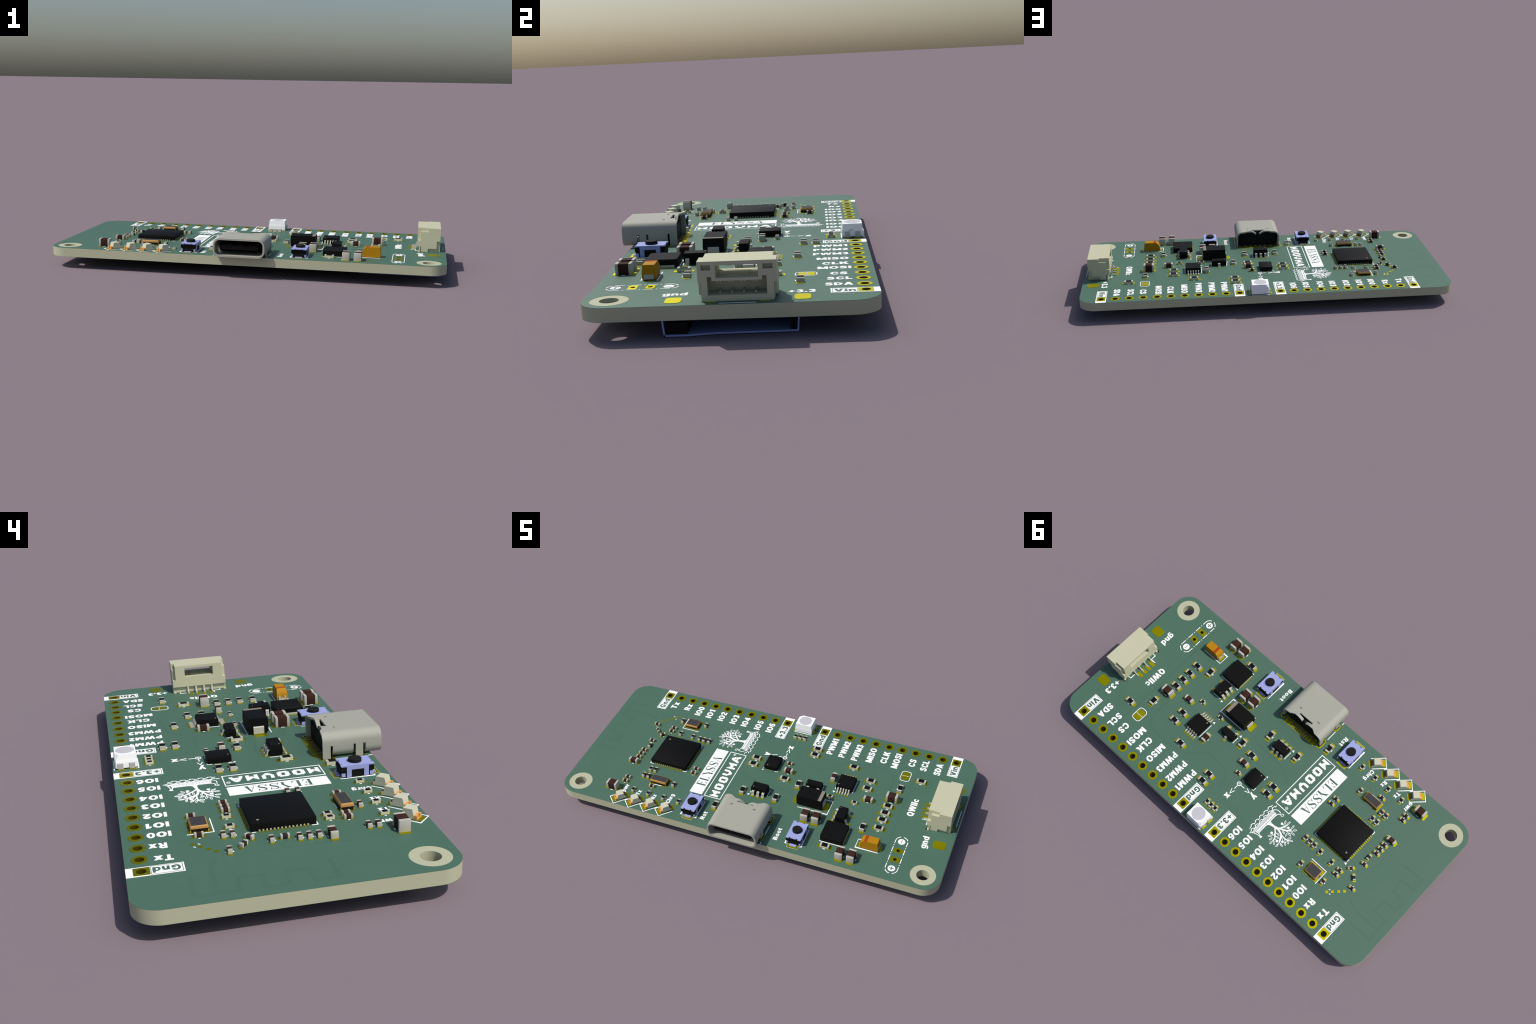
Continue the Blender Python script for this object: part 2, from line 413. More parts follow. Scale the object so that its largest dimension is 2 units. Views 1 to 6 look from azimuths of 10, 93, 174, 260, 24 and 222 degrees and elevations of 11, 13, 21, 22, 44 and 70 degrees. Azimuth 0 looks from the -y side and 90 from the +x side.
# axis marker
g = Geo()
g.merge(prism([circle(1.0, 5.84, 0.42, 24), circle(1.0, 5.84, 0.27, 24)], 0, ZS)).merge(prism([circle(1.0, 5.84, 0.11, 12)], 0, ZS))
for p in ([(1.0, 6.2), (1.0, 7.05)], [(0.62, 5.84), (-0.22, 5.84)], [(1.32, 7.3), (1.0, 8.2), (0.68, 7.3)], [(-0.62, 5.5), (-1.45, 5.84), (-0.62, 6.18)]):
    g.merge(ribbon(p, 0.14, 0, ZS))
put("axis_marking", mesh("axis_marking", g, SILK), ROOT)

# white name plates along the header with knocked-out letters
for i, body in SQUARE.items():
    x = PINS[i]
    ys = {0: 11.33, 10: 10.78, 11: 10.6, 21: 10.9}[i]
    x0, x1 = x - 0.93, x + 0.95
    o = put("name_plate", mesh("name_plate", prism([[(x0, ys), (x1, ys), (x1, Y1 - 0.01), (x0, Y1 - 0.01)], circle(x, PIN_Y, 0.6, 28)], 0, ZS), SILK), ROOT)
    fr = [[(x0 + .12, ys + .15), (x1 - .12, ys + .15), (x1 - .12, 14.2), (x0 + .12, 14.2)],
          [(x0 + .18, ys + .21), (x1 - .18, ys + .21), (x1 - .18, 14.14), (x0 + .18, 14.14)]]
    put("plate_line", mesh("plate_line", prism(fr, ZS - 0.01, ZS + 0.008), MASK), ROOT)
    word(body, ys + 0.36, 14.02, x + 0.02, 1.08, MASK, ZS + 0.008, "knockout_lettering")

# ------------------------------------------------------------------ brand panel, stepped letters
put("panel_outline", mesh("panel_outline", prism([[(-9.17, -8.17), (-5.95, -8.17), (-5.95, 3.97), (-9.17, 3.97)],
                                                   [(-9.03, -8.03), (-6.09, -8.03), (-6.09, 3.83), (-9.03, 3.83)]], 0, ZS), SILK), ROOT)
def uv_prism(polys, u0, base, z0, z1):
    """Letter outlines in (u, v): u runs along +y from u0, v up towards -x from the baseline."""
    g = Geo()
    for p in polys:
        loops = p if isinstance(p[0], list) else [p]
        g.merge(prism([[(base - v, u0 + u) for u, v in l] for l in loops], z0, z1))
    return g
def steps(a, b, n):
    """Staircase from a to b in n treads."""
    out = []
    for k in range(n):
        u0 = a[0] + (b[0] - a[0]) * k / n
        u1 = a[0] + (b[0] - a[0]) * (k + 1) / n
        v1 = a[1] + (b[1] - a[1]) * (k + 1) / n
        v0 = a[1] + (b[1] - a[1]) * k / n
        out += [(u0, v0), (u1, v0)] if k == 0 else [(u0, v0), (u1, v0)]
    return out + [b]
H = 1.60
def letter_m(w=1.42):
    L = [(0, 0), (0.46, 0), (0.46, 0.55)] + steps((0.46, 0.62), (w / 2, 0.42), 2) + steps((w / 2, 0.42), (w - 0.46, 0.62), 2)
    L += [(w - 0.46, 0.55), (w - 0.46, 0), (w, 0), (w, H)] + steps((w - 0.12, H), (w / 2, 0.95), 4) + steps((w / 2, 0.95), (0.12, H), 4) + [(0, H)]
    return [L]
def letter_o(w=1.5):
    s = 0.22
    return [[[(s, 0), (w - s, 0), (w - s, s), (w, s), (w, H - s), (w - s, H - s), (w - s, H), (s, H), (s, H - s), (0, H - s), (0, s), (s, s)],
             [(0.53, 0.38), (w - 0.53, 0.38), (w - 0.53, H - 0.38), (0.53, H - 0.38)]]]
def letter_u(w=1.42):
    s = 0.15
    return [[(0, H), (0, 0.62), (s, 0.62), (s, 0.4), (2.2 * s, 0.4), (2.2 * s, 0.18), (3.4 * s, 0.18), (3.4 * s, 0), (w - 3.4 * s, 0), (w - 3.4 * s, .18),
             (w - 2.2 * s, 0.18), (w - 2.2 * s, 0.4), (w - s, 0.4), (w - s, 0.62), (w, 0.62), (w, H), (w - 0.46, H), (w - 0.46, 0.62), (0.46, 0.62), (0.46, H)]]
def letter_a(w=1.66):
    c = w / 2
    return [[[(0, 0), (0.46, 0), (0.46, 0.36), (w - 0.46, 0.36), (w - 0.46, 0), (w, 0), (w, 0.4), (w - .16, 0.4), (w - .16, 0.8), (w - .32, 0.8), (w - .32, 1.2),
              (w - .46, 1.2), (w - .46, 1.42), (c + .22, 1.42), (c + .22, H), (c - .22, H), (c - .22, 1.42), (.46, 1.42), (.46, 1.2), (.32, 1.2), (.32, 0.8), (.16, 0.8), (.16, 0.4), (0, 0.4)],
             [(c - .17, 0.68), (c + .17, 0.68), (c + .17, 0.86), (c - .17, 0.86)]]]
for shape, u in ((letter_m(), -7.8), (letter_o(), -5.99), (letter_o(), -4.1), (letter_u(1.5), -2.2), (letter_m(1.5), -0.3), (letter_a(), 1.52)):
    put("stepped_letter", mesh("stepped_letter", uv_prism(shape, u, -6.64, 0, ZS), SILK), ROOT)
g = prism([circle(-8.14, 3.43, 0.26, 24), circle(-8.14, 3.43, 0.20, 24)], 0, ZS)
g.merge(ribbon([(-8.02, 3.35), (-8.26, 3.35), (-8.26, 3.47), (-8.15, 3.5), (-8.02, 3.52)], 0.05, 0, ZS))
put("registered_marking", mesh("registered_marking", g, SILK), ROOT)

# white bar with serif letters left green
put("title_bar", mesh("title_bar", box(-12.0, -9.6, -8.08, 3.92, 0, ZS), SILK), ROOT)
ZK = ZS + 0.008
HC = 1.72
def serif(u0, u1, v):
    return [(u0, v - 0.025), (u1, v - 0.025), (u1, v + 0.025), (u0, v + 0.025)]
def quad(a, b, wa, wb=None):
    wb = wb or wa
    return [(a[0] - wa / 2, a[1]), (a[0] + wa / 2, a[1]), (b[0] + wb / 2, b[1]), (b[0] - wb / 2, b[1])]
glyph_e = [quad((.33, 0), (.33, HC), .32), serif(.08, 1.0, .025), serif(.08, .95, HC - .025), serif(.45, .72, HC / 2 + .03),
           [(1.0, 0), (1.14, .45), (1.09, .45), (.84, .05), (.7, 0)], [(.95, HC), (1.07, HC - .42), (1.02, HC - .42), (.78, HC - .05), (.65, HC)],
           [(.72, HC / 2 - .26), (.76, HC / 2 - .26), (.76, HC / 2 + .32), (.72, HC / 2 + .32), (.62, HC / 2 + .03)]]
glyph_l = [quad((.33, 0), (.33, HC), .32), serif(.08, 1.0, .025), serif(.08, .62, HC - .025), [(1.0, 0), (1.16, .55), (1.11, .55), (.84, .06), (.68, 0)]]
glyph_y = [quad((.88, 0), (.88, .75), .31), serif(.62, 1.14, .025), [(.725, .75), (1.035, .75), (.47, HC), (.10, HC)], [(.98, .72), (1.02, .8), (1.5, HC), (1.45, HC)],
           serif(-.02, .58, HC - .025), serif(1.26, 1.62, HC - .025)]
glyph_a = [[(.97, 0), (1.35, 0), (.85, HC), (.70, HC)], [(.17, 0), (.22, 0), (.78, HC - .15), (.74, HC)], serif(0, .42, .025), serif(.86, 1.5, .025), serif(.35, 1.0, .52)]
for shape, u in ((glyph_e, -6.1), (glyph_l, -4.78), (glyph_y, -3.5), (glyph_a, 0.5)):
    put("knockout_letter", mesh("knockout_letter", uv_prism(shape, u, -9.95, ZS - .01, ZK), MASK), ROOT)
spine = smooth_path([(1.0, 1.3), (.92, 1.56), (.6, 1.68), (.27, 1.55), (.2, 1.25), (.42, .98), (.72, .78), (.97, .5), (.9, .2), (.55, .04), (.22, .16), (.1, .45)], 4)
wide = smooth_path([(.05,), (.06,), (.08,), (.13,), (.2,), (.26,), (.27,), (.2,), (.12,), (.06,), (.05,), (.04,)], 4)
for u in (-2.12, -0.72):
    g = ribbon([(-9.95 - v, u + a) for a, v in spine], [w[0] * 1.22 for w in wide], ZS - .01, ZK)
    for a, b in (((1.0, 1.12), (1.08, 1.62)), ((.1, .62), (.02, .1))):
        g.merge(uv_prism([[(a[0] - .03, a[1]), (a[0] + .03, a[1]), (b[0] + .06, b[1]), (b[0] - .06, b[1])]], u, -9.95, ZS - .01, ZK))
    put("knockout_letter", mesh("knockout_letter", g, MASK), ROOT)

# ------------------------------------------------------------------ tree-on-a-ship emblem
# emblem frame: (a, b) in tenths of the drawing; affine to board millimetres
A0, AX, AY = (-1.917, 7.28), (-0.3974, -0.3773), (-0.390, 0.415)      # mm at origin, per unit a, per unit b
def em(a, b):
    return (A0[0] + AX[0] * a + AY[0] * b, A0[1] + AX[1] * a + AY[1] * b)
lift = [0]
def level():
    lift[0] += 1
    return ZS + 0.0005 * lift[0]
def em_path(pts, w, k=5):
    return ribbon([em(*p) for p in smooth_path(pts, k)], w, 0, level())
g = Geo()
for y0, y1, xb, amp, n in ((10.40, 4.75, -5.84, 0.13, 5.3), (11.0, 4.3, -6.42, 0.14, 6.3)):      # water
    pts = []
    for i in range(73):
        t = i / 72
        pts.append((xb - amp * sin(2 * pi * n * t + 0.6), y0 + (y1 - y0) * t + 0.10 * sin(4 * pi * n * t)))
    g.merge(ribbon(pts, 0.12, 0, level()))
put("emblem_wave", mesh("emblem_wave", g, SILK), ROOT)
def hull(xo, y0, y1, w, n=28):
    pts = []
    for i in range(n + 1):
        y = y0 + (y1 - y0) * i / n
        e = max(0, abs(y - 7.75) - 1.7) / 1.0
        pts.append((xo - 0.20 * e ** 2 * (1.0 if y < 7.75 else 0.75), y))
    return ribbon(pts, w, 0, level())
g = hull(-6.62, 10.75, 5.2, 0.09).merge(hull(-6.78, 10.45, 5.3, 0.08)).merge(hull(-6.93, 10.5, 5.35, 0.10))
g.merge(hull(-7.27, 10.15, 5.35, 0.36)).merge(hull(-7.62, 10.1, 5.5, 0.18))
g.merge(ribbon(smooth_path([(-6.65, 10.8), (-7.25, 10.45), (-7.85, 10.3), (-8.35, 10.3)], 5), 0.12, 0, level()))
g.merge(ribbon(smooth_path([(-7.6, 10.0), (-8.0, 10.05), (-8.3, 10.25)], 5), [0.12] * 10 + [0.25], 0, level()))
g.merge(prism([[(-8.25, 10.05), (-8.6, 9.98), (-8.5, 10.5), (-8.25, 10.4)]], 0, level()))
g.merge(ribbon(smooth_path([(-6.6, 5.5), (-6.85, 5.0), (-7.35, 4.72), (-8.05, 4.78)], 6), 0.12, 0, level()))
g.merge(ribbon(smooth_path([(-7.65, 5.6), (-7.8, 5.25), (-8.05, 5.0), (-8.35, 5.02)], 6), 0.13, 0, level()))
g.merge(ribbon([(-8.42 + r * cos(t), 4.78 + r * sin(t)) for t, r in [(0.25 * i + 1.2, 0.33 - 0.0105 * i) for i in range(26)]], 0.085, 0, level()))
put("emblem_hull", mesh("emblem_hull", g, SILK), ROOT)
g = Geo()
for i in range(12):
    y = 9.9 - 0.395 * i
    e = max(0, abs(y - 7.75) - 1.7)
    g.merge(prism([circle(-7.27 - 0.18 * e * e, y, 0.055, 8)], ZS - .01, ZS + .008))
put("emblem_porthole", mesh("emblem_porthole", g, MASK), ROOT)["kind"] = "stuff"
g = Geo()
g.merge(ribbon(smooth_path([(-7.6, 7.45), (-7.85, 7.42), (-8.2, 7.38), (-8.6, 7.32), (-9.0, 7.28)], 5),
               [1.5, 1.35, 1.2, 1.02, .86, .74, .64, .58, .53, .49, .46, .44, .42, .41, .40, .39, .38, .37, .36, .35, .34], 0, level()))
for w, pts in ((0.22, [(9.3, 8.4), (9.45, 9.6), (9.4, 10.6), (9.3, 12.0), (8.7, 12.9)]), (0.11, [(9.4, 10.6), (8.8, 11.1), (8.45, 10.5)]),
               (0.30, [(9.3, 8.4), (10.6, 9.6), (11.3, 10.9), (11.1, 12.1), (10.8, 13.1)]), (0.20, [(11.3, 10.9), (12.2, 11.9), (13.1, 12.6), (13.9, 12.9)]),
               (0.10, [(11.3, 11.1), (11.6, 12.0), (11.75, 12.8)]), (0.28, [(9.3, 8.4), (10.4, 8.9), (12.0, 9.4), (13.3, 9.7), (14.6, 9.3)]),
               (0.10, [(13.3, 9.7), (14.3, 9.9), (15.1, 9.8)]), (0.11, [(13.0, 9.8), (13.6, 10.4), (14.3, 10.5)]), (0.24, [(10.2, 8.9), (11.0, 8.9), (12.1, 8.5), (13.3, 7.9)]),
               (0.09, [(12.1, 8.5), (12.2, 7.9), (11.8, 7.6)]), (0.08, [(12.0, 8.7), (12.8, 8.85), (13.4, 8.8)]), (0.09, [(9.3, 12.0), (9.7, 12.5), (10.0, 12.8)]),
               (0.09, [(9.45, 10.2), (9.9, 10.5), (10.2, 10.9)]), (0.09, [(9.4, 11.2), (9.9, 11.6), (10.2, 11.8)]), (0.09, [(10.8, 13.1), (11.2, 13.8), (11.4, 14.2)]),
               (0.09, [(10.8, 13.1), (10.3, 13.8), (10.0, 14.2)]), (0.09, [(12.2, 11.9), (12.5, 12.8), (12.55, 13.6)]), (0.09, [(11.6, 9.4), (11.9, 9.9), (12.1, 10.3)])):
    g.merge(em_path(pts, w))
put("emblem_tree", mesh("emblem_tree", g, SILK), ROOT)
g = Geo()
for a, b, t, L in ((12.65, 7.1, -80, 1.35), (13.75, 7.35, -42, 1.4), (15.05, 8.55, -48, 1.35), (15.7, 9.6, -6, 1.25), (15.0, 10.7, 38, 1.4), (13.95, 10.95, 58, 1.3),
                   (12.9, 11.0, -62, 1.2), (12.1, 10.3, 52, 1.1), (10.4, 10.8, 50, 1.2), (10.3, 11.8, 40, 1.1), (7.8, 11.25, 0, 1.4), (8.1, 12.2, -36, 1.3),
                   (8.15, 13.35, -46, 1.25), (9.1, 13.55, 92, 1.25), (10.05, 14.2, -50, 1.35), (11.35, 14.15, 46, 1.3), (12.55, 13.7, 88, 1.4), (13.4, 13.4, 60, 1.2),
                   (13.85, 12.15, -16, 1.3), (14.4, 12.9, 8, 1.3)):
    t = radians(t)
    out, inn = [], []
    for i in range(16):
        s = 2 * pi * i / 16
        lx, ly = L / 2 * cos(s), 0.29 * sin(s) * (1 - 0.25 * cos(s) ** 2)
        out.append(em(a + lx * cos(t) - ly * sin(t), b + lx * sin(t) + ly * cos(t)))
        lx, ly = lx * 0.74, ly * 0.52
        inn.append(em(a + lx * cos(t) - ly * sin(t), b + lx * sin(t) + ly * cos(t)))
    g.merge(prism([out, inn], 0, level()))
put("emblem_leaf", mesh("emblem_leaf", g, SILK), ROOT)["kind"] = "stuff"
g = Geo()
for a, b in ((11.6, 7.5), (13.6, 8.8), (8.35, 10.35), (10.0, 12.9), (11.75, 13.15)):
    g.merge(prism([[em(a + 0.41 * cos(t), b + 0.41 * sin(t)) for t in [2 * pi * i / 16 for i in range(16)]]], 0, level()))
put("emblem_fruit", mesh("emblem_fruit", g, SILK), ROOT)["kind"] = "stuff"

# ------------------------------------------------------------------ battery marking, jumper outline
cx, r, ya, yb = 26.86, 1.03, -12.85, -6.68
loop = [(cx + r * cos(a), ya + r * sin(a)) for a in [pi + pi * i / 24 for i in range(25)]]
g = Geo()
for flip in (False, True):
    for a, b in ((-12.85, -12.2), (-11.43, -10.26), (-9.51, -8.33), (-7.58, -6.5)):
        p = [(cx + r, a), (cx + r, b)]
        g.merge(ribbon([(2 * cx - x, ya + yb - y) for x, y in p] if flip else p, 0.13, 0, ZS))
    for d in (-11.8, -9.9, -7.95):
        x, y = (cx - r, ya + yb - d) if flip else (cx + r, d)
        g.merge(prism([circle(x, y, 0.09, 10)], 0, ZS))
def arc(cy, a0, a1):
    return ribbon([(cx + r * cos(radians(a0 + (a1 - a0) * i / 10)), cy + r * sin(radians(a0 + (a1 - a0) * i / 10))) for i in range(11)], 0.13, 0, ZS)
g.merge(arc(ya, 360, 290)).merge(arc(ya, 264, 206)).merge(arc(yb, 180, 110)).merge(arc(yb, 84, 26))
put("battery_outline", mesh("battery_outline", g, SILK), ROOT)
for y, plus in ((-12.81, True), (-6.73, False)):
    o = put("polarity_disc", mesh("polarity_disc", prism([circle(0, 0, 0.62, 32)], 0, ZS), SILK), ROOT, cx, y)
    g = box(-.08 if plus else -.055, .08 if plus else .055, -.4, .4, ZS - .01, ZS + .008)
    if plus:
        g.merge(box(-.4, -.08, -.08, .08, ZS - .01, ZS + .008)).merge(box(.08, .4, -.08, .08, ZS - .01, ZS + .008))
    put("polarity_sign", mesh("polarity_sign", g, MASK), o)
put("jumper_outline", mesh("jumper_outline", prism([rrect(22.33, 24.15, 7.36, 9.96, 0.6, 8), rrect(22.44, 24.04, 7.47, 9.85, 0.5, 8)], 0, ZS), SILK), ROOT)

# ------------------------------------------------------------------ chip parts
def chip_kit(L, W, Hh, t, kind):
    """Meshes for a two-terminal chip: body, one end cap (mirrored by rotation), film."""
    b = 0.03 if L > 1.2 else 0.02
    kit = {}
    if kind == "R":
        kit["body"] = mesh("resistor_body", box(-L / 2 + .03, L / 2 - .03, -W / 2, W / 2, 0.05, Hh - .04, 0), CERAMIC)
        kit["film"] = mesh("resistor_film", box(-L / 2 + t, L / 2 - t, -W / 2 + .015, W / 2 - .015, Hh - .06, Hh - .006, 0), FILM)
        e = box(L / 2 - t, L / 2, -W / 2 + .004, W / 2 - .004, Hh - .045, Hh, 0).merge(box(L / 2 - .035, L / 2, -W / 2 + .004, W / 2 - .004, 0.03, Hh - .04, 0))
        e.merge(box(L / 2 - t, L / 2, -W / 2 + .004, W / 2 - .004, 0.02, 0.055, 0))
        kit["end"] = mesh("end_terminal", e, TIN)
    else:
        kit["body"] = mesh("capacitor_body", box(-L / 2 + .05, L / 2 - .05, -W / 2 + .025, W / 2 - .025, 0.07, Hh - .025, 0.02), BROWN if kind == "C" else GREYC)
        kit["end"] = mesh("end_terminal", box(L / 2 - t, L / 2, -W / 2, W / 2, 0.03, Hh, b + .02), TIN)
    return kit
SIZES = {"R0603": (1.6, 0.8, 0.50, 0.30), "R0402": (1.0, 0.5, 0.40, 0.21), "C0603": (1.65, 0.82, 0.82, 0.36),
         "C0402": (1.0, 0.5, 0.52, 0.25), "C0805": (2.0, 1.28, 1.40, 0.38), "L0402": (1.0, 0.5, 0.52, 0.25)}
PADS = {"R0603": (0.82, 0.82, 0.88), "R0402": (0.50, 0.54, 0.56), "C0603": (0.775, 0.75, 0.89), "C0402": (0.48, 0.54, 0.57),
        "C0805": (0.93, 0.88, 1.36), "L0402": (0.48, 0.54, 0.57)}
TICKS = {"R0603": (0.53, 0.22), "R0402": (0.39, 0.14), "C0603": (0.52, 0.15), "C0402": (0.38, 0.12), "C0805": (0.74, 0.24), "L0402": None}
NAMES = {"R": "chip_resistor", "C": "chip_capacitor", "L": "chip_inductor"}
kits = {k: chip_kit(*v, k[0]) for k, v in SIZES.items()}
def chip(k, x, y, rot):
    kit = kits[k]
    o = put(NAMES[k[0]], kit["body"], ROOT, x, y, 0, rot)
    for r in (0, 180):
        put("end_terminal", kit["end"], o, 0, 0, 0, r)
    if "film" in kit:
        put("resistive_film", kit["film"], o)
    c, s = cos(radians(rot)), sin(radians(rot))
    dx, w, h = PADS[k]
    for q in (-1, 1):
        pad(x + q * dx * c, y + q * dx * s, w, h, 0.16 if w > .6 else .12, rot)
    if TICKS[k]:
        ty, hl = TICKS[k]
        for q in (-1, 1):
            tick(x - hl * c - q * ty * s, y - hl * s + q * ty * c, x + hl * c - q * ty * s, y + hl * s + q * ty * c)

LAYOUT = (
    ("R0603", 0, ((22.4, -5.25), (22.4, -3.27), (22.4, -1.55), (22.4, 0.2), (17.75, 3.1), (17.8, 5.14), (15.1, -12.13),
                  (26.27, 8.02), (13.85, 7.52), (3.0, 0.5), (6.05, 8.22), (6.05, 9.85), (-3.83, 2.17), (-3.85, 3.9))),
    ("R0603", 90, ((19.79, -6.0), (23.23, 5.05), (5.84, 0.0), (3.23, -4.52), (-3.02, -4.73), (-6.13, -9.81))),
    ("C0603", 0, ((18.75, 0.5), (3.02, 2.5), (-25.15, -4.57))),
    ("C0603", 90, ((11.3, 3.72),)),
    ("C0805", 0, ((22.6, 2.05), (-25.52, -11.78))),
    ("C0805", 90, ((20.1, -13.15), (18.1, -13.15), (11.72, -6.97), (9.74, -7.0))),
    ("R0402", 0, ((16.64, -0.88), (12.14, -0.88))),
    ("R0402", 90, ((2.73, 11.97), (1.79, 11.98), (0.84, 11.97), (-12.67, -11.26), (-15.68, -11.26), (-18.67, -11.25), (-21.68, -11.24),
                   (-20.2, -5.33), (-21.18, -5.34), (-17.65, 5.23), (-20.24, 5.28))),
    ("C0402", 0, ((2.48, 4.53), (-13.24, -3.74), (-13.2, -2.56), (-18.91, -9.35), (-24.78, -3.23), (-24.75, -2.22), (-24.75, -1.2),
                  (-24.51, 1.66), (-22.17, 5.3), (-22.12, 6.27), (-25.71, 6.2), (-24.13, -9.72), (-24.13, -8.72))),
    ("C0402", 90, ((-15.34, -7.72), (-20.66, -7.24), (-21.6, -7.24), (-14.13, 5.07), (-15.17, 5.05), (-16.13, 5.06), (-16.59, 8.98), (-21.43, 8.7))),
    ("C0402", 45, ((-23.34, 3.76),)), ("L0402", 90, ((-24.29, 0.25),)), ("L0402", -45, ((-24.8, 4.62),)))
for k, rot, spots in LAYOUT:
    for x, y in spots:
        chip(k, x, y, rot)

# ------------------------------------------------------------------ moulded packages
def draft_box(w, h, z0, zm, z1, d, bev=0.0):
    """Moulded body: widest at the mid plane, sides drafted by d."""
    r = lambda k: [(-w / 2 + k, -h / 2 + k), (w / 2 - k, -h / 2 + k), (w / 2 - k, h / 2 - k), (-w / 2 + k, h / 2 - k)]
    return frustum(r(d), r(0), z0, zm).merge(frustum(r(0), r(d), zm, z1))
def pin_dot(parent, x, y, z, r):
    put("pin_dot", mesh("pin_dot", prism([circle(0, 0, r, 16)], -0.02, 0.006), DOT), parent, x, y, z)

def leaded(name, cx, cy, w, h, z1, leads, lead_w, reach, padl, padw, rot=0, dot=None, zlead=None):
    """Gull-wing package; leads is a list of (side, offset) with side +1/-1 along local x."""
    o = put(name, mesh(name, draft_box(w, h, 0.08, z1 * 0.52, z1, 0.07), EPOXY), ROOT, cx, cy, 0, rot)
    zl = zlead or z1 * 0.52
    half = w / 2
    prof = [(half - 0.1, zl), (half + 0.16, zl), (half + 0.24, zl - 0.06), (half + 0.36, 0.16), (half + 0.46, 0.09), (reach, 0.09)]
    me = mesh("lead", strap(prof, 0.17 if lead_w > .3 else .13, lead_w), LEAD)
    c, s = cos(radians(rot)), sin(radians(rot))
    for side, off in leads:
        put("lead", me, o, 0, off, 0, 0 if side > 0 else 180)
        lx, ly = side * (reach + 0.30 - padl / 2), off
        pad(cx + lx * c - ly * s, cy + lx * s + ly * c, padl, padw, 0.12 if padw > .4 else .05, rot)
    if dot:
        pin_dot(o, dot[0], dot[1], z1, dot[2])
    return o
leaded("voltage_regulator", 15.68, -5.04, 1.65, 2.9, 1.47, [(-1, .95), (-1, 0), (-1, -.95), (1, .95), (1, -.95)], 0.47, 1.42, 1.3, 0.6, 0, (-0.45, 1.05, 0.07))
leaded("transistor", 8.72, 0.45, 1.35, 2.9, 1.12, [(-1, .95), (-1, -.95), (1, 0)], 0.47, 1.25, 1.2, 0.6, 90, (-0.4, 1.2, 0.06))
leaded("interface_chip", 0.0, -3.86, 1.65, 2.9, 1.47, [(s, k * .95) for s in (-1, 1) for k in (-1, 0, 1)], 0.47, 1.42, 1.3, 0.6, 90, (-0.42, 1.02, 0.10))
leaded("charger_chip", 13.93, 2.86, 3.0, 3.0, 1.08, [(s, (k - 2) * .5) for s in (-1, 1) for k in range(5)], 0.24, 2.45, 1.3, 0.28, 90, (-1.1, 1.08, 0.13))

# silk beside them
tick(14.8, -3.52, 16.5, -3.52); arrow(14.33, -3.33, -50); tick(14.85, -6.6, 16.5, -6.6)
tick(7.18, 1.15, 7.18, -0.25); arrow(7.0, -0.74, 140); tick(10.28, -.25, 10.28, 1.15)
tick(12.33, 4.4, 12.33, 1.3); arrow(12.3, 0.66, 140); tick(15.55, 4.4, 15.55, 1.3)
tick(-1.6, -2.95, -1.6, -4.66); arrow(-1.76, -5.12, 140); tick(1.6, -2.95, 1.6, -4.66)
tick(-1.7, 2.35, -1.7, 1.95); arrow(-1.75, 1.6, 140, 0.2)
for p in (((-1.68, 4.4), (-1.68, 5.02)), ((-1.68, 5.02), (-1.2, 5.02)), ((1.0, 5.02), (.5, 5.02)), ((1.0, 5.02), (1.0, 4.4)), ((1.0, 1.84), (1.0, 2.4)), ((1.0, 1.84), (.5, 1.84))):
    tick(*p[0], *p[1], 0.11)

o = put("motion_sensor", mesh("motion_sensor", box(-1.25, 1.25, -1.5, 1.5, 0.03, 0.87, 0.015), EPOXY), ROOT, -0.35, 3.43)
pin_dot(o, -0.66, -1.15, 0.87, 0.10)
g = Geo()
for i in range(4):
    g.merge(box(-0.95 + i * .5 - 0.12, -0.95 + i * .5 + 0.12, -1.52, 1.52, 0, ZP))
for i in range(3):
    g.merge(box(-1.27, 1.27, -0.62 + i * .5, -0.38 + i * .5, 0, ZP + .004))
put("sensor_pad", mesh("sensor_pad", g, GOLD), o)["kind"] = "stuff"

MX, MY = -18.46, -0.18
o = put("microcontroller", mesh("microcontroller", box(-3.5, 3.5, -3.5, 3.5, 0.02, 0.90, 0.02), EPOXY), ROOT, MX, MY)
pin_dot(o, -2.58, 2.6, 0.90, 0.16)
g, t = Geo(), Geo()
for rot in (0, 90, 180, 270):
    m = xform(rot=rot)
    for i in range(14):
        a = (i - 6.5) * 0.4
        g.merge(box(2.95, 3.87, a - .1, a + .1, 0, ZP), m)
        t.merge(box(3.35, 3.525, a - .09, a + .09, ZP, 0.20), m)
put("controller_pad", mesh("controller_pad", g, GOLD), o)["kind"] = "stuff"
put("controller_lead", mesh("controller_lead", t, LEAD), o)["kind"] = "stuff"
for sx, sy in ((1, 1), (1, -1), (-1, -1)):
    marks.merge(ribbon([(MX + sx * 3.63, MY + sy * 2.98), (MX + sx * 3.63, MY + sy * 3.63), (MX + sx * 2.98, MY + sy * 3.63)], 0.13, 0, ZS))
tick(MX - 3.63, MY + 2.98, MX - 3.63, MY + 3.45); arrow(-22.12, 3.72, 140)

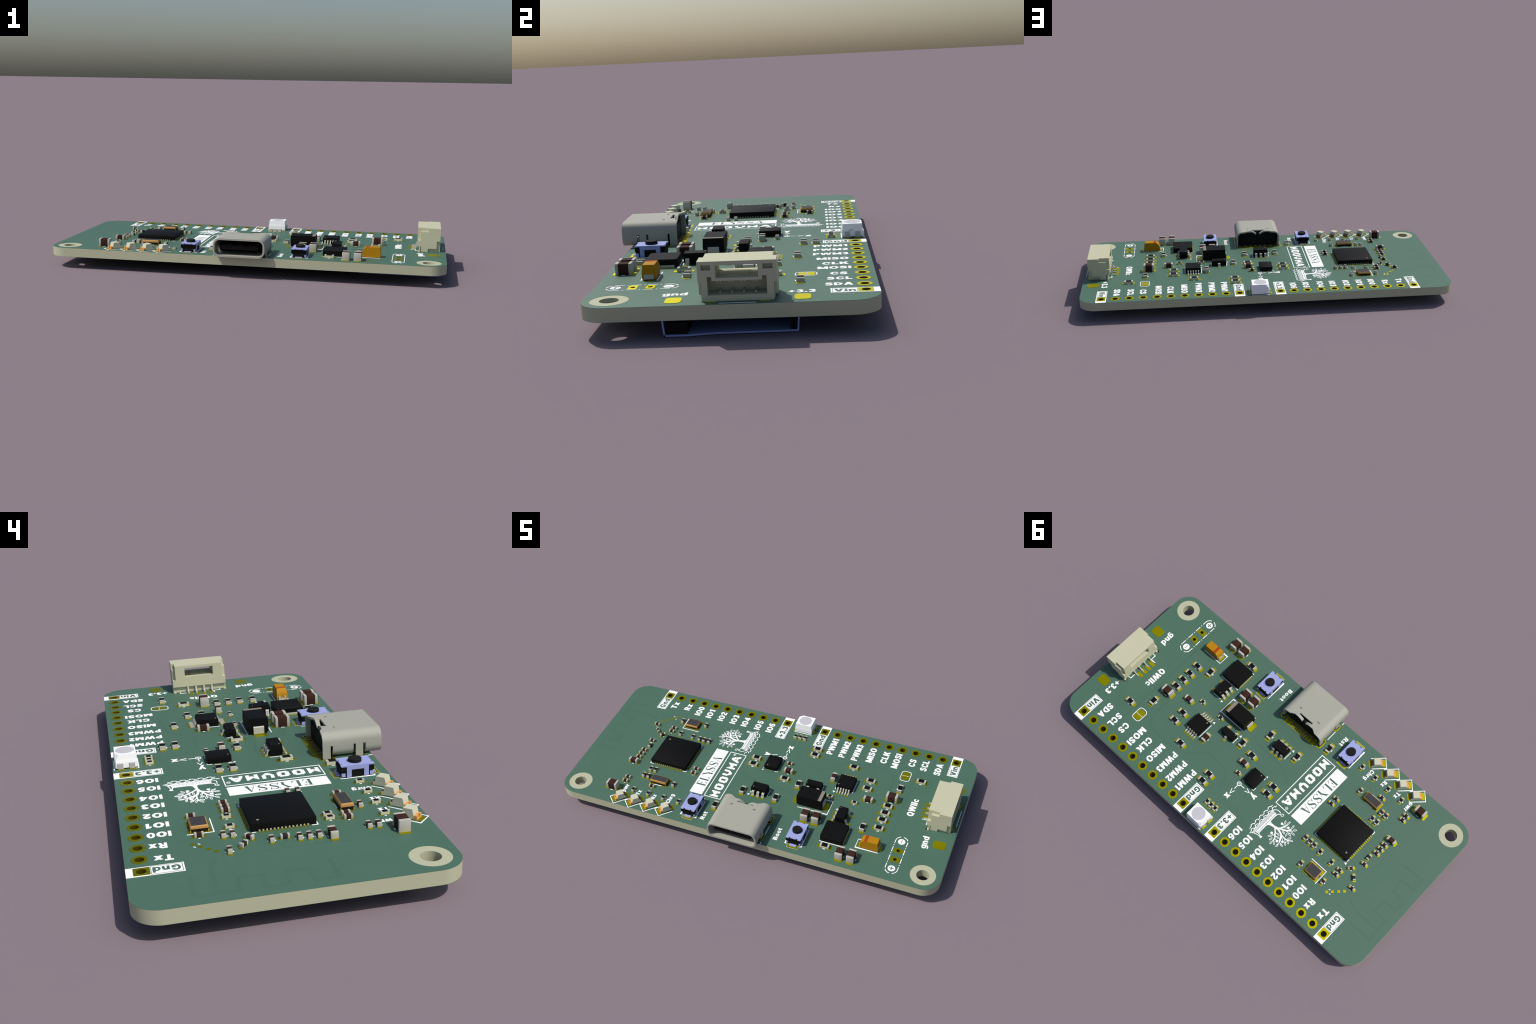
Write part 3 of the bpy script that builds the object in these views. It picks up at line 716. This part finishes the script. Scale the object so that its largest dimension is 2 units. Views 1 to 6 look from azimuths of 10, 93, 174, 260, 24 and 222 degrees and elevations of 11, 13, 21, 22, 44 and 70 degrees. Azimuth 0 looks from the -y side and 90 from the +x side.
# power inductor
rr = lambda k, c: rrect(-2.0 + k, 2.0 - k, -2.0 + k, 2.0 - k, c, 5)
o = put("power_inductor", mesh("power_inductor", frustum(rr(0, .28), rr(0, .28), 0.1, 1.0).merge(frustum(rr(0, .28), rr(.07, .22), 1.0, 1.09)), EPOXY), ROOT, 15.8, -9.08)
e = mesh("inductor_terminal", box(1.6, 2.02, -1.62, 1.62, ZP, 0.36, 0.02), TIN)
for rot in (0, 180):
    put("inductor_terminal", e, o, 0, 0, 0, rot)
for q in (-1, 1):
    pad(15.8 + q * 1.55, -9.08, 1.15, 3.55, 0.1)
    tick(13.75, -9.08 + q * 2.12, 17.85, -9.08 + q * 2.12, 0.13)

# rectifier diode
o = put("rectifier_diode", mesh("rectifier_diode", draft_box(4.58, 2.78, 0.25, 1.1, 2.28, 0.06), EPOXY), ROOT, 9.5, -3.28)
put("cathode_band", mesh("cathode_band", box(1.6, 2.2, -1.29, 1.29, 2.2, 2.29), BAND), o)
st = mesh("diode_terminal", strap([(2.1, 1.1), (2.32, 1.1), (2.38, 1.02), (2.42, 0.2), (2.36, 0.11), (1.6, 0.11)], 0.14, 1.45), LEAD)
for rot in (0, 180):
    put("diode_terminal", st, o, 0, 0, 0, rot)
pad(11.55, -3.42, 2.45, 1.75, .25); pad(7.51, -3.42, 2.45, 1.75, .25)
marks.merge(ribbon([(7.52, -1.8), (13.04, -1.8), (13.04, -5.08), (7.52, -5.08)], 0.13, 0, ZS))

# tantalum capacitor
def tant():
    prof = [(-1.52, 0.12), (1.55, 0.12), (1.6, .9), (1.42, 1.82), (-.92, 1.82), (-1.42, 1.38), (-1.6, .9)]
    g = Geo()
    n = len(prof)
    g.add([(x, -.82 + (.03 if z < .5 else .12 * max(0, z - .9)), z) for x, z in prof] + [(x, .82 - (.03 if z < .5 else .12 * max(0, z - .9)), z) for x, z in prof],
          [tuple(range(n)), tuple(range(2 * n - 1, n - 1, -1))] + [(i, n + i, n + (i + 1) % n, (i + 1) % n) for i in range(n)])
    return g
o = put("tantalum_capacitor", mesh("tantalum_capacitor", tant(), ORANGE), ROOT, 22.18, -9.53)
put("polarity_band", mesh("polarity_band", box(-.91, -0.36, -.705, .705, 1.78, 1.826), STRIPE), o)
put("tantalum_terminal", mesh("tantalum_terminal", box(1.55, 1.67, -.58, .58, ZP, .72).merge(box(1.0, 1.67, -.58, .58, ZP, .14)), TIN), o)
g = box(-1.68, -1.55, -.58, .58, ZP, .5).merge(box(-1.68, -1.5, -.58, -.3, .5, .82)).merge(box(-1.68, -1.5, .3, .58, .5, .82))
put("tantalum_terminal", mesh("tantalum_terminal_notched", g, TIN), o)
pad(22.18 - 1.4, -9.53, 1.3, 1.25, .2); pad(22.18 + 1.4, -9.53, 1.3, 1.25, .2)
marks.merge(ribbon([(23.82, -8.58), (19.88, -8.58), (19.88, -10.48), (23.82, -10.48)], 0.13, 0, ZS))

# crystals
def crystal(cx, cy, L, W, Hh, r):
    o = put("crystal", mesh("crystal", box(-L / 2, L / 2, -W / 2, W / 2, ZP, Hh * .52, 0.02), PLASTIC), ROOT, cx, cy)
    ins = lambda k: rrect(-L / 2 + k, L / 2 - k, -W / 2 + k, W / 2 - k, r, 4)
    put("metal_rim", mesh("metal_rim", frustum(ins(.0), ins(.0), Hh * .52, Hh * .66).merge(frustum(ins(.04), ins(.04), Hh * .66, Hh * .8)).merge(frustum(ins(.04), ins(.13), Hh * .8, Hh)), XGOLD), o)
    put("crystal_lid", mesh("crystal_lid", prism([ins(.16)], Hh - .03, Hh + .008), XLID), o)
    g = Geo()
    for a in (-1, 1):
        for b in (-1, 1):
            g.merge(box(*sorted((a * (L / 2 + .008), a * (L / 2 - .1))), *sorted((b * (W / 2 + .008), b * (W / 2 - .1))), ZP, Hh * .4))
    put("corner_contact", mesh("corner_contact", g, XGOLD), o)
crystal(-19.06, 8.48, 2.5, 2.0, 0.72, 0.12)
for a, b in ((-1, -1), (-1, 1), (1, -1), (1, 1)):
    pad(-19.06 + a * .88, 8.48 + b * .74, 1.22, .95, .05)
marks.merge(ribbon([(-17.34, 7.02), (-20.7, 7.02), (-20.7, 9.88)], 0.13, 0, ZS))
crystal(-18.12, -7.72, 3.2, 1.55, 0.85, 0.10)
for a in (-1, 1):
    pad(-18.12 + a * 1.22, -7.72, 1.15, 1.85, .05)
    tick(-18.85, -7.72 + a * .92, -17.3, -7.72 + a * .92, 0.13)

# ------------------------------------------------------------------ indicator LEDs (turned 45 degrees)
def lens():
    pr = [(-1.0, .06), (.62, .06), (.62, .5), (.46, 1.15), (-.60, 1.15), (-.74, .45), (-1.0, .45)]
    n = len(pr)
    return Geo().add([(u, -.62, z) for u, z in pr] + [(u, .62, z) for u, z in pr],
                     [tuple(range(n)), tuple(range(2 * n - 1, n - 1, -1))] + [(i, n + i, n + (i + 1) % n, (i + 1) % n) for i in range(n)])
lens_me = mesh("indicator_lens", lens(), LENS)
g = box(.60, 1.0, -.60, -.22, .04, .47).merge(box(.60, 1.0, .22, .60, .04, .47)).merge(box(.55, .84, -.22, .22, .04, .47)).merge(box(.5, 1.03, -.58, .58, ZP, .09))
gold_me = mesh("gold_terminal", g, LEDEND)
shaded_me = mesh("shaded_terminal", box(-.98, -.66, -.5, .5, .44, .53).merge(box(-1.04, -.98, -.55, .55, .04, .47)), material("led_shaded_end", (0.20, 0.12, 0.05), 0.5, 0.1))  # far terminal: its shadow is painted in as a dark brown
for i in range(4):
    x, y = -14.11 - 2.992 * i, -13.61
    o = put("indicator_led", lens_me, ROOT, x, y, 0, 225)
    put("gold_terminal", gold_me, o)
    put("shaded_terminal", shaded_me, o)
    c = 0.7071
    for q in (-1, 1):
        pad(x - q * 1.1 * c, y - q * 1.1 * c, .82, 1.27, .14, 45)
    P = lambda u, v: (x - c * u + c * v, y - c * u - c * v)
    marks.merge(ribbon([P(-1.0, .98), P(1.62, .98), P(1.62, -.98), P(-1.0, -.98)], 0.13, 0, ZS + .0015 * i))

# ------------------------------------------------------------------ push buttons
g = box(-1.27, 1.27, -1.98, 1.98, 0.78, 1.38, 0.0).merge(box(-1.2, 1.2, -1.55, 1.55, 0.06, .80)).merge(box(-.95, .95, -1.98, 1.98, .2, .8))
g.merge(box(-1.30, 1.30, -.78, .78, 0.06, .98))
g.merge(box(-1.305, 1.305, 1.35, 1.98, .72, 1.34)).merge(box(-1.305, 1.305, -1.98, -1.35, .72, 1.34))
sw_body = mesh("button_housing", g, PLASTIC)
w, h, n = 1.31, 2.0, 0.14
pl = [(-w, -h), (-.62 - n, -h), (-.62 - n, -h + .22), (-.62 + n, -h + .22), (-.62 + n, -h + .08), (.62 - n, -h + .08), (.62 - n, -h + .22), (.62 + n, -h + .22), (.62 + n, -h), (w, -h),
      (w, h), (.62 + n, h), (.62 + n, h - .22), (.62 - n, h - .22), (.62 - n, h - .08), (-.62 + n, h - .08), (-.62 + n, h - .22), (-.62 - n, h - .22), (-.62 - n, h), (-w, h)]
g = prism([pl], 1.36, 1.52)
for q in (-1, 1):
    a, b = sorted((q * 1.20, q * 1.315))
    g.merge(box(a, b, -1.34, -.76, .10, 1.40)).merge(box(a, b, .76, 1.34, .10, 1.40)).merge(box(a, b, -.76, .76, .98, 1.40))
    for r in (-1, 1):
        c0, c1 = sorted((r * 1.5, r * 1.95))
        g.merge(box(*sorted((q * .98, q * 1.25)), c0, c1, .12, .55))
sw_cover = mesh("button_cover", g, LAV)
sw_foot = mesh("button_foot", box(-.62, .62, 1.8, 2.42, ZP, .16), LAV)
sw_btn = mesh("plunger", frustum(circle(0, 0, .80, 40), circle(0, 0, .80, 40), 1.5, 1.88).merge(frustum(circle(0, 0, .80, 40), circle(0, 0, .74, 40), 1.88, 1.95)), BUTTON)
gap = mesh("mask_gap", prism([rrect(-.98, .98, -.95, .95, .02, 1)], 0, 0.015), CORE)
for x, y in ((9.98, -11.59), (-9.64, -11.59)):
    o = put("push_button", sw_body, ROOT, x, y)
    put("button_cover", sw_cover, o)
    put("plunger", sw_btn, o)
    for r in (0, 180):
        put("button_foot", sw_foot, o, 0, 0, 0, r)
    for q in (-1, 1):
        put("mask_gap", gap, ROOT, x, y + q * 1.87)
        pad(x, y + q * 1.87, 1.82, 1.76, .02)
        marks.merge(ribbon([(x + q * 1.1, y - 2.08), (x + q * 1.42, y - 2.08), (x + q * 1.42, y + 2.08), (x + q * 1.1, y + 2.08)], 0.12, 0, ZS))

# ------------------------------------------------------------------ colour LED
cut = lambda k: [(-1.6 + k, -1.38 + k), (1.6 - k, -1.38 + k), (1.6 - k, 1.38 - k), (-.95, 1.38 - k), (-1.6 + k, .78)]
sqr = lambda k: [(-1.6 + k, -1.38 + k), (1.6 - k, -1.38 + k), (1.6 - k, 1.38 - k), (-1.45, 1.38 - k), (-1.6 + k, 1.25)]
o = put("colour_led", mesh("colour_led", frustum(sqr(-.06), sqr(-.06), .16, .85).merge(frustum(sqr(-.06), sqr(0.0), .85, 1.25)).merge(frustum(sqr(0.0), cut(.06), 1.25, 1.92)), WHITE), ROOT, 1.78, 14.88)
put("light_window", mesh("light_window", prism([circle(0, 0, 1.2, 48)], 1.9, 1.926), WINDOW), o)
ledlead = mesh("led_lead", strap([(1.55, .82), (1.70, .82), (1.74, .76), (1.74, .1), (1.3, .1)], 0.1, .68), material("led_lead_silver", (0.44, 0.44, 0.46), .5, .1))
for sx in (1, -1):
    for yy in (-.72, .72):
        put("led_lead", ledlead, o, 0, yy, 0, 0 if sx > 0 else 180)
        pad(1.78 + sx * 1.52, 14.88 + yy, 1.1, .95, .02)
tick(0.05, 13.38, 3.45, 13.38, 0.13); tick(0.05, 16.42, 3.45, 16.42, 0.13)
tick(0.05, 13.38, 0.05, 13.75, 0.13)
# tiny print on the LED flank: a cloud and two rows of dashes, standing on the +x face
g = Geo()
cl = [(-.42, .0), (-.52, .07), (-.45, .2), (-.36, .22), (-.28, .34), (-.12, .34), (-.05, .22), (.04, .16), (.04, .02), (-.08, .0), (-.12, .1), (-.2, .12), (-.28, .05)]
for a, b in zip(cl, cl[1:] + cl[:1]):
    d = hypot(b[0] - a[0], b[1] - a[1]); nx, nz = -(b[1] - a[1]) / d * .018, (b[0] - a[0]) / d * .018
    q = [(a[0] + nx, a[1] + nz), (b[0] + nx, b[1] + nz), (b[0] - nx, b[1] - nz), (a[0] - nx, a[1] - nz)]
    g.add([(1.655, y, 1.0 + z * .6 - .02) for y, z in q] + [(1.664, y, 1.0 + z * .6 - .02) for y, z in q], [(0, 1, 2, 3), (7, 6, 5, 4), (0, 4, 5, 1), (1, 5, 6, 2), (2, 6, 7, 3), (3, 7, 4, 0)])
put("flank_print", mesh("flank_print", g, PRINT), o)

# ------------------------------------------------------------------ USB style receptacle
HW, ZB, ZU, RC = 4.47, 0.06, 3.28, 1.15
prof = []                                                    # profile (x, z), clockwise from bottom centre
def arcp(cx, cz, a0, a1, n=7):
    return [(cx + RC * cos(radians(a0 + (a1 - a0) * i / n)), cz + RC * sin(radians(a0 + (a1 - a0) * i / n))) for i in range(n + 1)]
half = [(0, ZB), (1.5, ZB)] + arcp(HW - RC, ZB + RC, -90, 0) + [(HW, 1.66)] + arcp(HW - RC, ZU - RC, 0, 90) + [(2.85, ZU), (2.5, ZU), (2.34, ZU), (2.2, ZU), (1.84, ZU), (1.46, ZU), (0.7, ZU), (0, ZU)]
prof = half + [(-x, z) for x, z in half[-2:0:-1]]
def rear(x, z):
    if z > 1.6:
        ax = abs(x)
        if z > ZU - .01 and ax < 1.46 - 1e-6: return -10.36
        if z > ZU - .01 and ax < 2.21: return -9.6
        if z > ZU - .01 and ax < 2.51: return -9.42
        if z > ZU - .01 and ax < 2.86: return -9.14
        return -9.08
    return -9.9 if z < 1.6 else -9.08
ys = [-16.63, -15.5, -14.6, -14.25, -13.32, -13.02, -12.0, -11.27, -11.02, -10.37, -10.08]
bm = bmesh.new()
n = len(prof)
grid = [[bm.verts.new((x, y, z)) for x, z in prof] for y in ys]
last = [bm.verts.new((x, (rear(x, z) if z > 1.6 else -9.08), z)) for x, z in prof]
grid.append(last)
for j in range(len(grid) - 1):
    for i in range(n):
        k = (i + 1) % n
        zc, xc = (prof[i][1] + prof[k][1]) / 2, (prof[i][0] + prof[k][0]) / 2
        a, b = grid[j][i].co.y, grid[j + 1][i].co.y
        lowside = zc < 1.66 and abs(xc) > 3.3
        if lowside and j in (2, 3, 4, 9, 10):                   # slots beside the legs
            continue
        if zc < 0.2 and j in (9, 10):
            continue
        topmid = zc > ZU - .02 and abs(xc) < 1.46
        if topmid and j >= 9:
            continue
        if j == 7 and zc > ZU - .02 and 1.84 < abs(xc) < 2.34:        # lance openings
            continue
        bm.faces.new((grid[j][i], grid[j + 1][i], grid[j + 1][k], grid[j][k]))
bmesh.ops.delete(bm, geom=[v for v in bm.verts if not v.link_faces], context='VERTS')
bmesh.ops.recalc_face_normals(bm, faces=bm.faces[:])
bmesh.ops.solidify(bm, geom=bm.faces[:], thickness=0.28)
bm.verts.index_update()
g = Geo().add([v.co[:] for v in bm.verts], [[v.index for v in f.verts] for f in bm.faces])
bm.free()
for q in (-1, 1):                                             # legs and bent roof tabs
    a, b = sorted((q * (HW - .28), q * HW))
    for y0, y1 in ((-10.08, -9.08), (-14.25, -13.32)):
        g.merge(box(a + .004, b - .004, y0, y1, -1.2, 1.70))
    g.merge(Geo().add([(q * 1.84, -11.29, ZU - .02), (q * 2.34, -11.29, ZU - .02), (q * 2.34, -11.0, ZU - .27), (q * 1.84, -11.0, ZU - .27),
                       (q * 1.84, -11.29, ZU - .10), (q * 2.34, -11.29, ZU - .10), (q * 2.34, -11.0, ZU - .35), (q * 1.84, -11.0, ZU - .35)],
                      [(0, 1, 2, 3), (7, 6, 5, 4), (0, 4, 5, 1), (1, 5, 6, 2), (2, 6, 7, 3), (3, 7, 4, 0)]))
    tp = [(1.5, ZU - .14), (1.2, ZU - .16), (.85, ZU - .35), (.36, 2.58)]
    up, dn = [], []
    for i, (r, z) in enumerate(tp):
        p, s = tp[max(0, i - 1)], tp[min(3, i + 1)]
        d = hypot(s[0] - p[0], s[1] - p[1])
        up.append((r, z + .14)); dn.append((r, z - .14))
    rg = up + dn[::-1]
    m = len(rg)
    g.add([(q * r, -10.12, z) for r, z in rg] + [(q * r, -9.6, z) for r, z in rg],
          [(i, (i + 1) % m, m + (i + 1) % m, m + i) for i in range(m)] + [(i + 1, i, m - 1 - i, m - 2 - i) for i in range(3)] + [(m + i, m + i + 1, 2 * m - 2 - i, 2 * m - 1 - i) for i in range(3)])
o = put("port_connector", mesh("port_connector", g, SHELL, 40), ROOT)
g = box(-4.1, 4.1, -10.9, -9.72, .2, 2.2).merge(box(-3.75, 3.75, -10.9, -9.74, 2.1, 2.72)).merge(box(-3.3, 3.3, -10.1, -9.6, .2, 2.2)).merge(box(-3.7, 3.7, -12.6, -10.8, .36, 2.9))
put("plastic_insert", mesh("plastic_insert", g, PLASTIC), o)
put("contact_tongue", mesh("contact_tongue", box(-3.35, 3.35, -16.05, -12.5, 1.32, 2.02, .06), PLASTIC), o)
cm = mesh("tongue_contact", box(-.1, .1, -15.8, -12.7, 2.02, 2.035), CONTACT)
for x in (-1.75, -.25, .25, 1.75, 2.45, -2.45):
    put("tongue_contact", cm, o, x)
cm = mesh("rear_contact", box(-.24, .24, -9.45, -8.95, ZP + .01, .26, .03), CONTACT)
for x in (2.75, 1.55, .55, -.42, -1.42, -2.65):
    put("rear_contact", cm, o, x)
for x in (3.2, 2.4, -2.4, -3.2):
    pad(x, -8.92, .6, 1.45, .01)
for i in range(8):
    pad(-1.75 + .5 * i, -8.92, .3, 1.45, .01)
slot_me = {}
for q in (-1, 1):
    for y, ln in ((-9.62, 2.1), (-13.82, 1.6)):
        outer, inner = rrect(-.5, .5, -ln / 2, ln / 2, .5, 8), rrect(-.3, .3, -ln / 2 + .22, ln / 2 - .22, .3, 8)
        put("anchor_pad", mesh("anchor_pad", prism([outer, inner], 0, ZP), GOLD), ROOT, q * 4.32, y)
        put("slot_black_plate", mesh("slot_black_plate", prism([inner], 0, .01), PLASTIC), ROOT, q * 4.32, y)  # thin black plate laid on the uncut board in place of a slot
    tick(q * 4.69, -10.97, q * 4.69, -13.05, 0.13); tick(q * 4.69, -14.84, q * 4.69, -15.38, 0.13)

# ------------------------------------------------------------------ four-way wire connector
YA, YB = -2.46, 5.80
def slab(x0, x1, loops):
    """Plate normal to x: loops in (y, z)."""
    p = prism(loops, x0, x1)
    g = Geo()
    return g.add([(z, x, y) for x, y, z in p.v], p.f)
R4 = lambda a, b, c, d: [(a, c), (b, c), (b, d), (a, d)]
YC = (YA + YB) / 2
face = [(YA, 4.31), (YA, 2.0), (YA + .34, 2.0), (YA + .34, .04), (YB - .34, .04), (YB - .34, 2.0), (YB, 2.0), (YB, 4.31)]
cav = [(-1.48, .68), (4.74, .68), (4.74, 2.66), (4.27, 2.66), (4.27, 2.22), (-1.0, 2.22), (-1.0, 2.66), (-1.48, 2.66)]
win = R4(-.57, 3.87, 2.52, 3.88)
g = slab(33.35, 33.95, [face, cav, win, R4(-2.07, -1.06, 3.38, 3.93), R4(4.37, 5.4, 3.38, 3.93)])
mid = [(YA, 4.31), (YA, .66), (YB, .66), (YB, 4.31)]
g.merge(slab(31.83, 33.35, [[(YA, 4.31), (YA, .64), (YA + .3, .64), (YA + .3, .04), (YB - .3, .04), (YB - .3, .64), (YB, .64), (YB, 4.31)], cav, win]))
g.merge(slab(31.0, 31.83, [[(YA + .45, 4.31), (YA + .45, 3.64), (YA, 3.64), (YA, .04), (YB, .04), (YB, 3.64), (YB - .45, 3.64), (YB - .45, 4.31)], win]))
g.merge(slab(30.5, 31.0, [[(YA + .45, 4.31), (YA + .45, 3.64), (YA, 3.64), (YA, .04), (YB, .04), (YB, 3.64), (YB - .45, 3.64), (YB - .45, 4.31)], win]))
g.merge(slab(29.92, 30.5, [[(YA + .45, 4.31), (YA + .45, 2.1), (YA, 2.1), (YA, .98), (YB, .98), (YB, 2.1), (YB - .45, 2.1), (YB - .45, 4.31)], R4(-.57, 3.87, 2.56, 3.92)]))
g.merge(box(30.25, 30.6, YA, YB, .04, 1.0))
for x, y in PEGS:
    g.merge(prism([circle(x + .1, y - .06 * (1 if y > 0 else -1), .26, 20)], -1.0, .1))
o = put("wire_connector", mesh("wire_connector", g, NYLON), ROOT)
put("latch_ledge", mesh("latch_ledge", box(31.0, 33.2, .4, 2.9, 2.36, 2.60), NYLON), o)
pm = mesh("connector_pin", strap([(0.6, 0.9), (0.0, .9), (-.12, .84), (-.45, .18), (-.6, .12), (-1.15, .12)], .16, .2), LEAD)
pi_ = mesh("inner_pin", box(31.2, 33.2, -.09, .09, .70, .95), LEAD)
po = mesh("inner_rib", box(31.9, 33.9, -.22, -.12, 2.05, 2.24).merge(box(31.9, 33.9, .12, .22, 2.05, 2.24)), NYLON)
for i in range(4):
    y = -.24 + 1.25 * i
    put("connector_pin", pm, o, 30.05, y)
    put("inner_pin", pi_, o, 0, y)
    put("inner_rib", po, o, 0, y)
    pad(28.95, .13 + .99 * i, 1.3, .6, .15)
for y in (-1.2, 4.45):
    pad(33.4, y, 1.6, 1.1, .1)
tick(34.6, -.3, 34.6, 3.6, .12)
marks.merge(ribbon([(30.4, 4.78), (29.68, 4.78), (29.68, 3.74)], .12, 0, ZS)).merge(ribbon([(30.4, -1.48), (29.68, -1.48), (29.68, -.46), (28.66, -.46)], .12, 0, ZS))

put("silkscreen_marking", mesh("silkscreen_marking", marks, SILK), ROOT)["kind"] = "stuff"
# ticks of the empty matching footprint
g = Geo()
for q in (-1, 1):
    mx, my = -23.40 + q * .27, 9.20 - q * .27
    g.merge(ribbon([(mx - .1, my - .1), (mx + .1, my + .1)], .13, 0, ZS))
put("footprint_marking", mesh("footprint_marking", g, SILK), ROOT)

# ------------------------------------------------------------------ card socket under the board
zb, zt = -ZT / S, -THICK - 0.01
XA, XB, t = 20.0, 34.0, .18
edge = [(-6.42, 34.0), (-3.7, 34.0), (-2.4, 33.75), (-1.0, 33.52), (7.85, 33.35)]      # front lip of the floor plate steps back
g = prism([[(XA, -6.42)] + [(x, y) for y, x in edge] + [(XA, 7.85)]], zb, zb + t)
hexa = [(0, 1, 2, 3), (7, 6, 5, 4), (0, 4, 5, 1), (1, 5, 6, 2), (2, 6, 7, 3), (3, 7, 4, 0)]
for xa, xb, low in ((XA, 28.2, zb), (28.2, 32.5, zb + .28), (32.5, XB, zb)):      # splayed flanks, the near one notched
    g.add([(x, y, z) for x in (xa, xb) for y, z in ((-6.42 - .16 * (low - zb), low), (-6.42 + t - .16 * (low - zb), low), (-6.6 + t, zt), (-6.6, zt))], hexa)
g.add([(x, y, z) for x in (XA, 33.35) for y, z in ((7.85, zb), (7.85 - t, zb), (8.0 - t, zt), (8.0, zt))], hexa)
o = put("card_socket", mesh("card_socket", g, LAV), ROOT)
g = box(20.1, 33.3, -6.2, 7.6, -2.2, zt).merge(box(20.1, 33.8, -6.2, -3.9, zb + t + .01, -2.2)).merge(box(20.1, 33.2, 7.0, 7.6, zb + t + .01, -2.2)).merge(box(20.1, 21.5, -3.9, 7.0, zb + t + .01, -2.2))
put("socket_housing", mesh("socket_housing", g, PLASTIC), o)
bpy.context.view_layer.update()
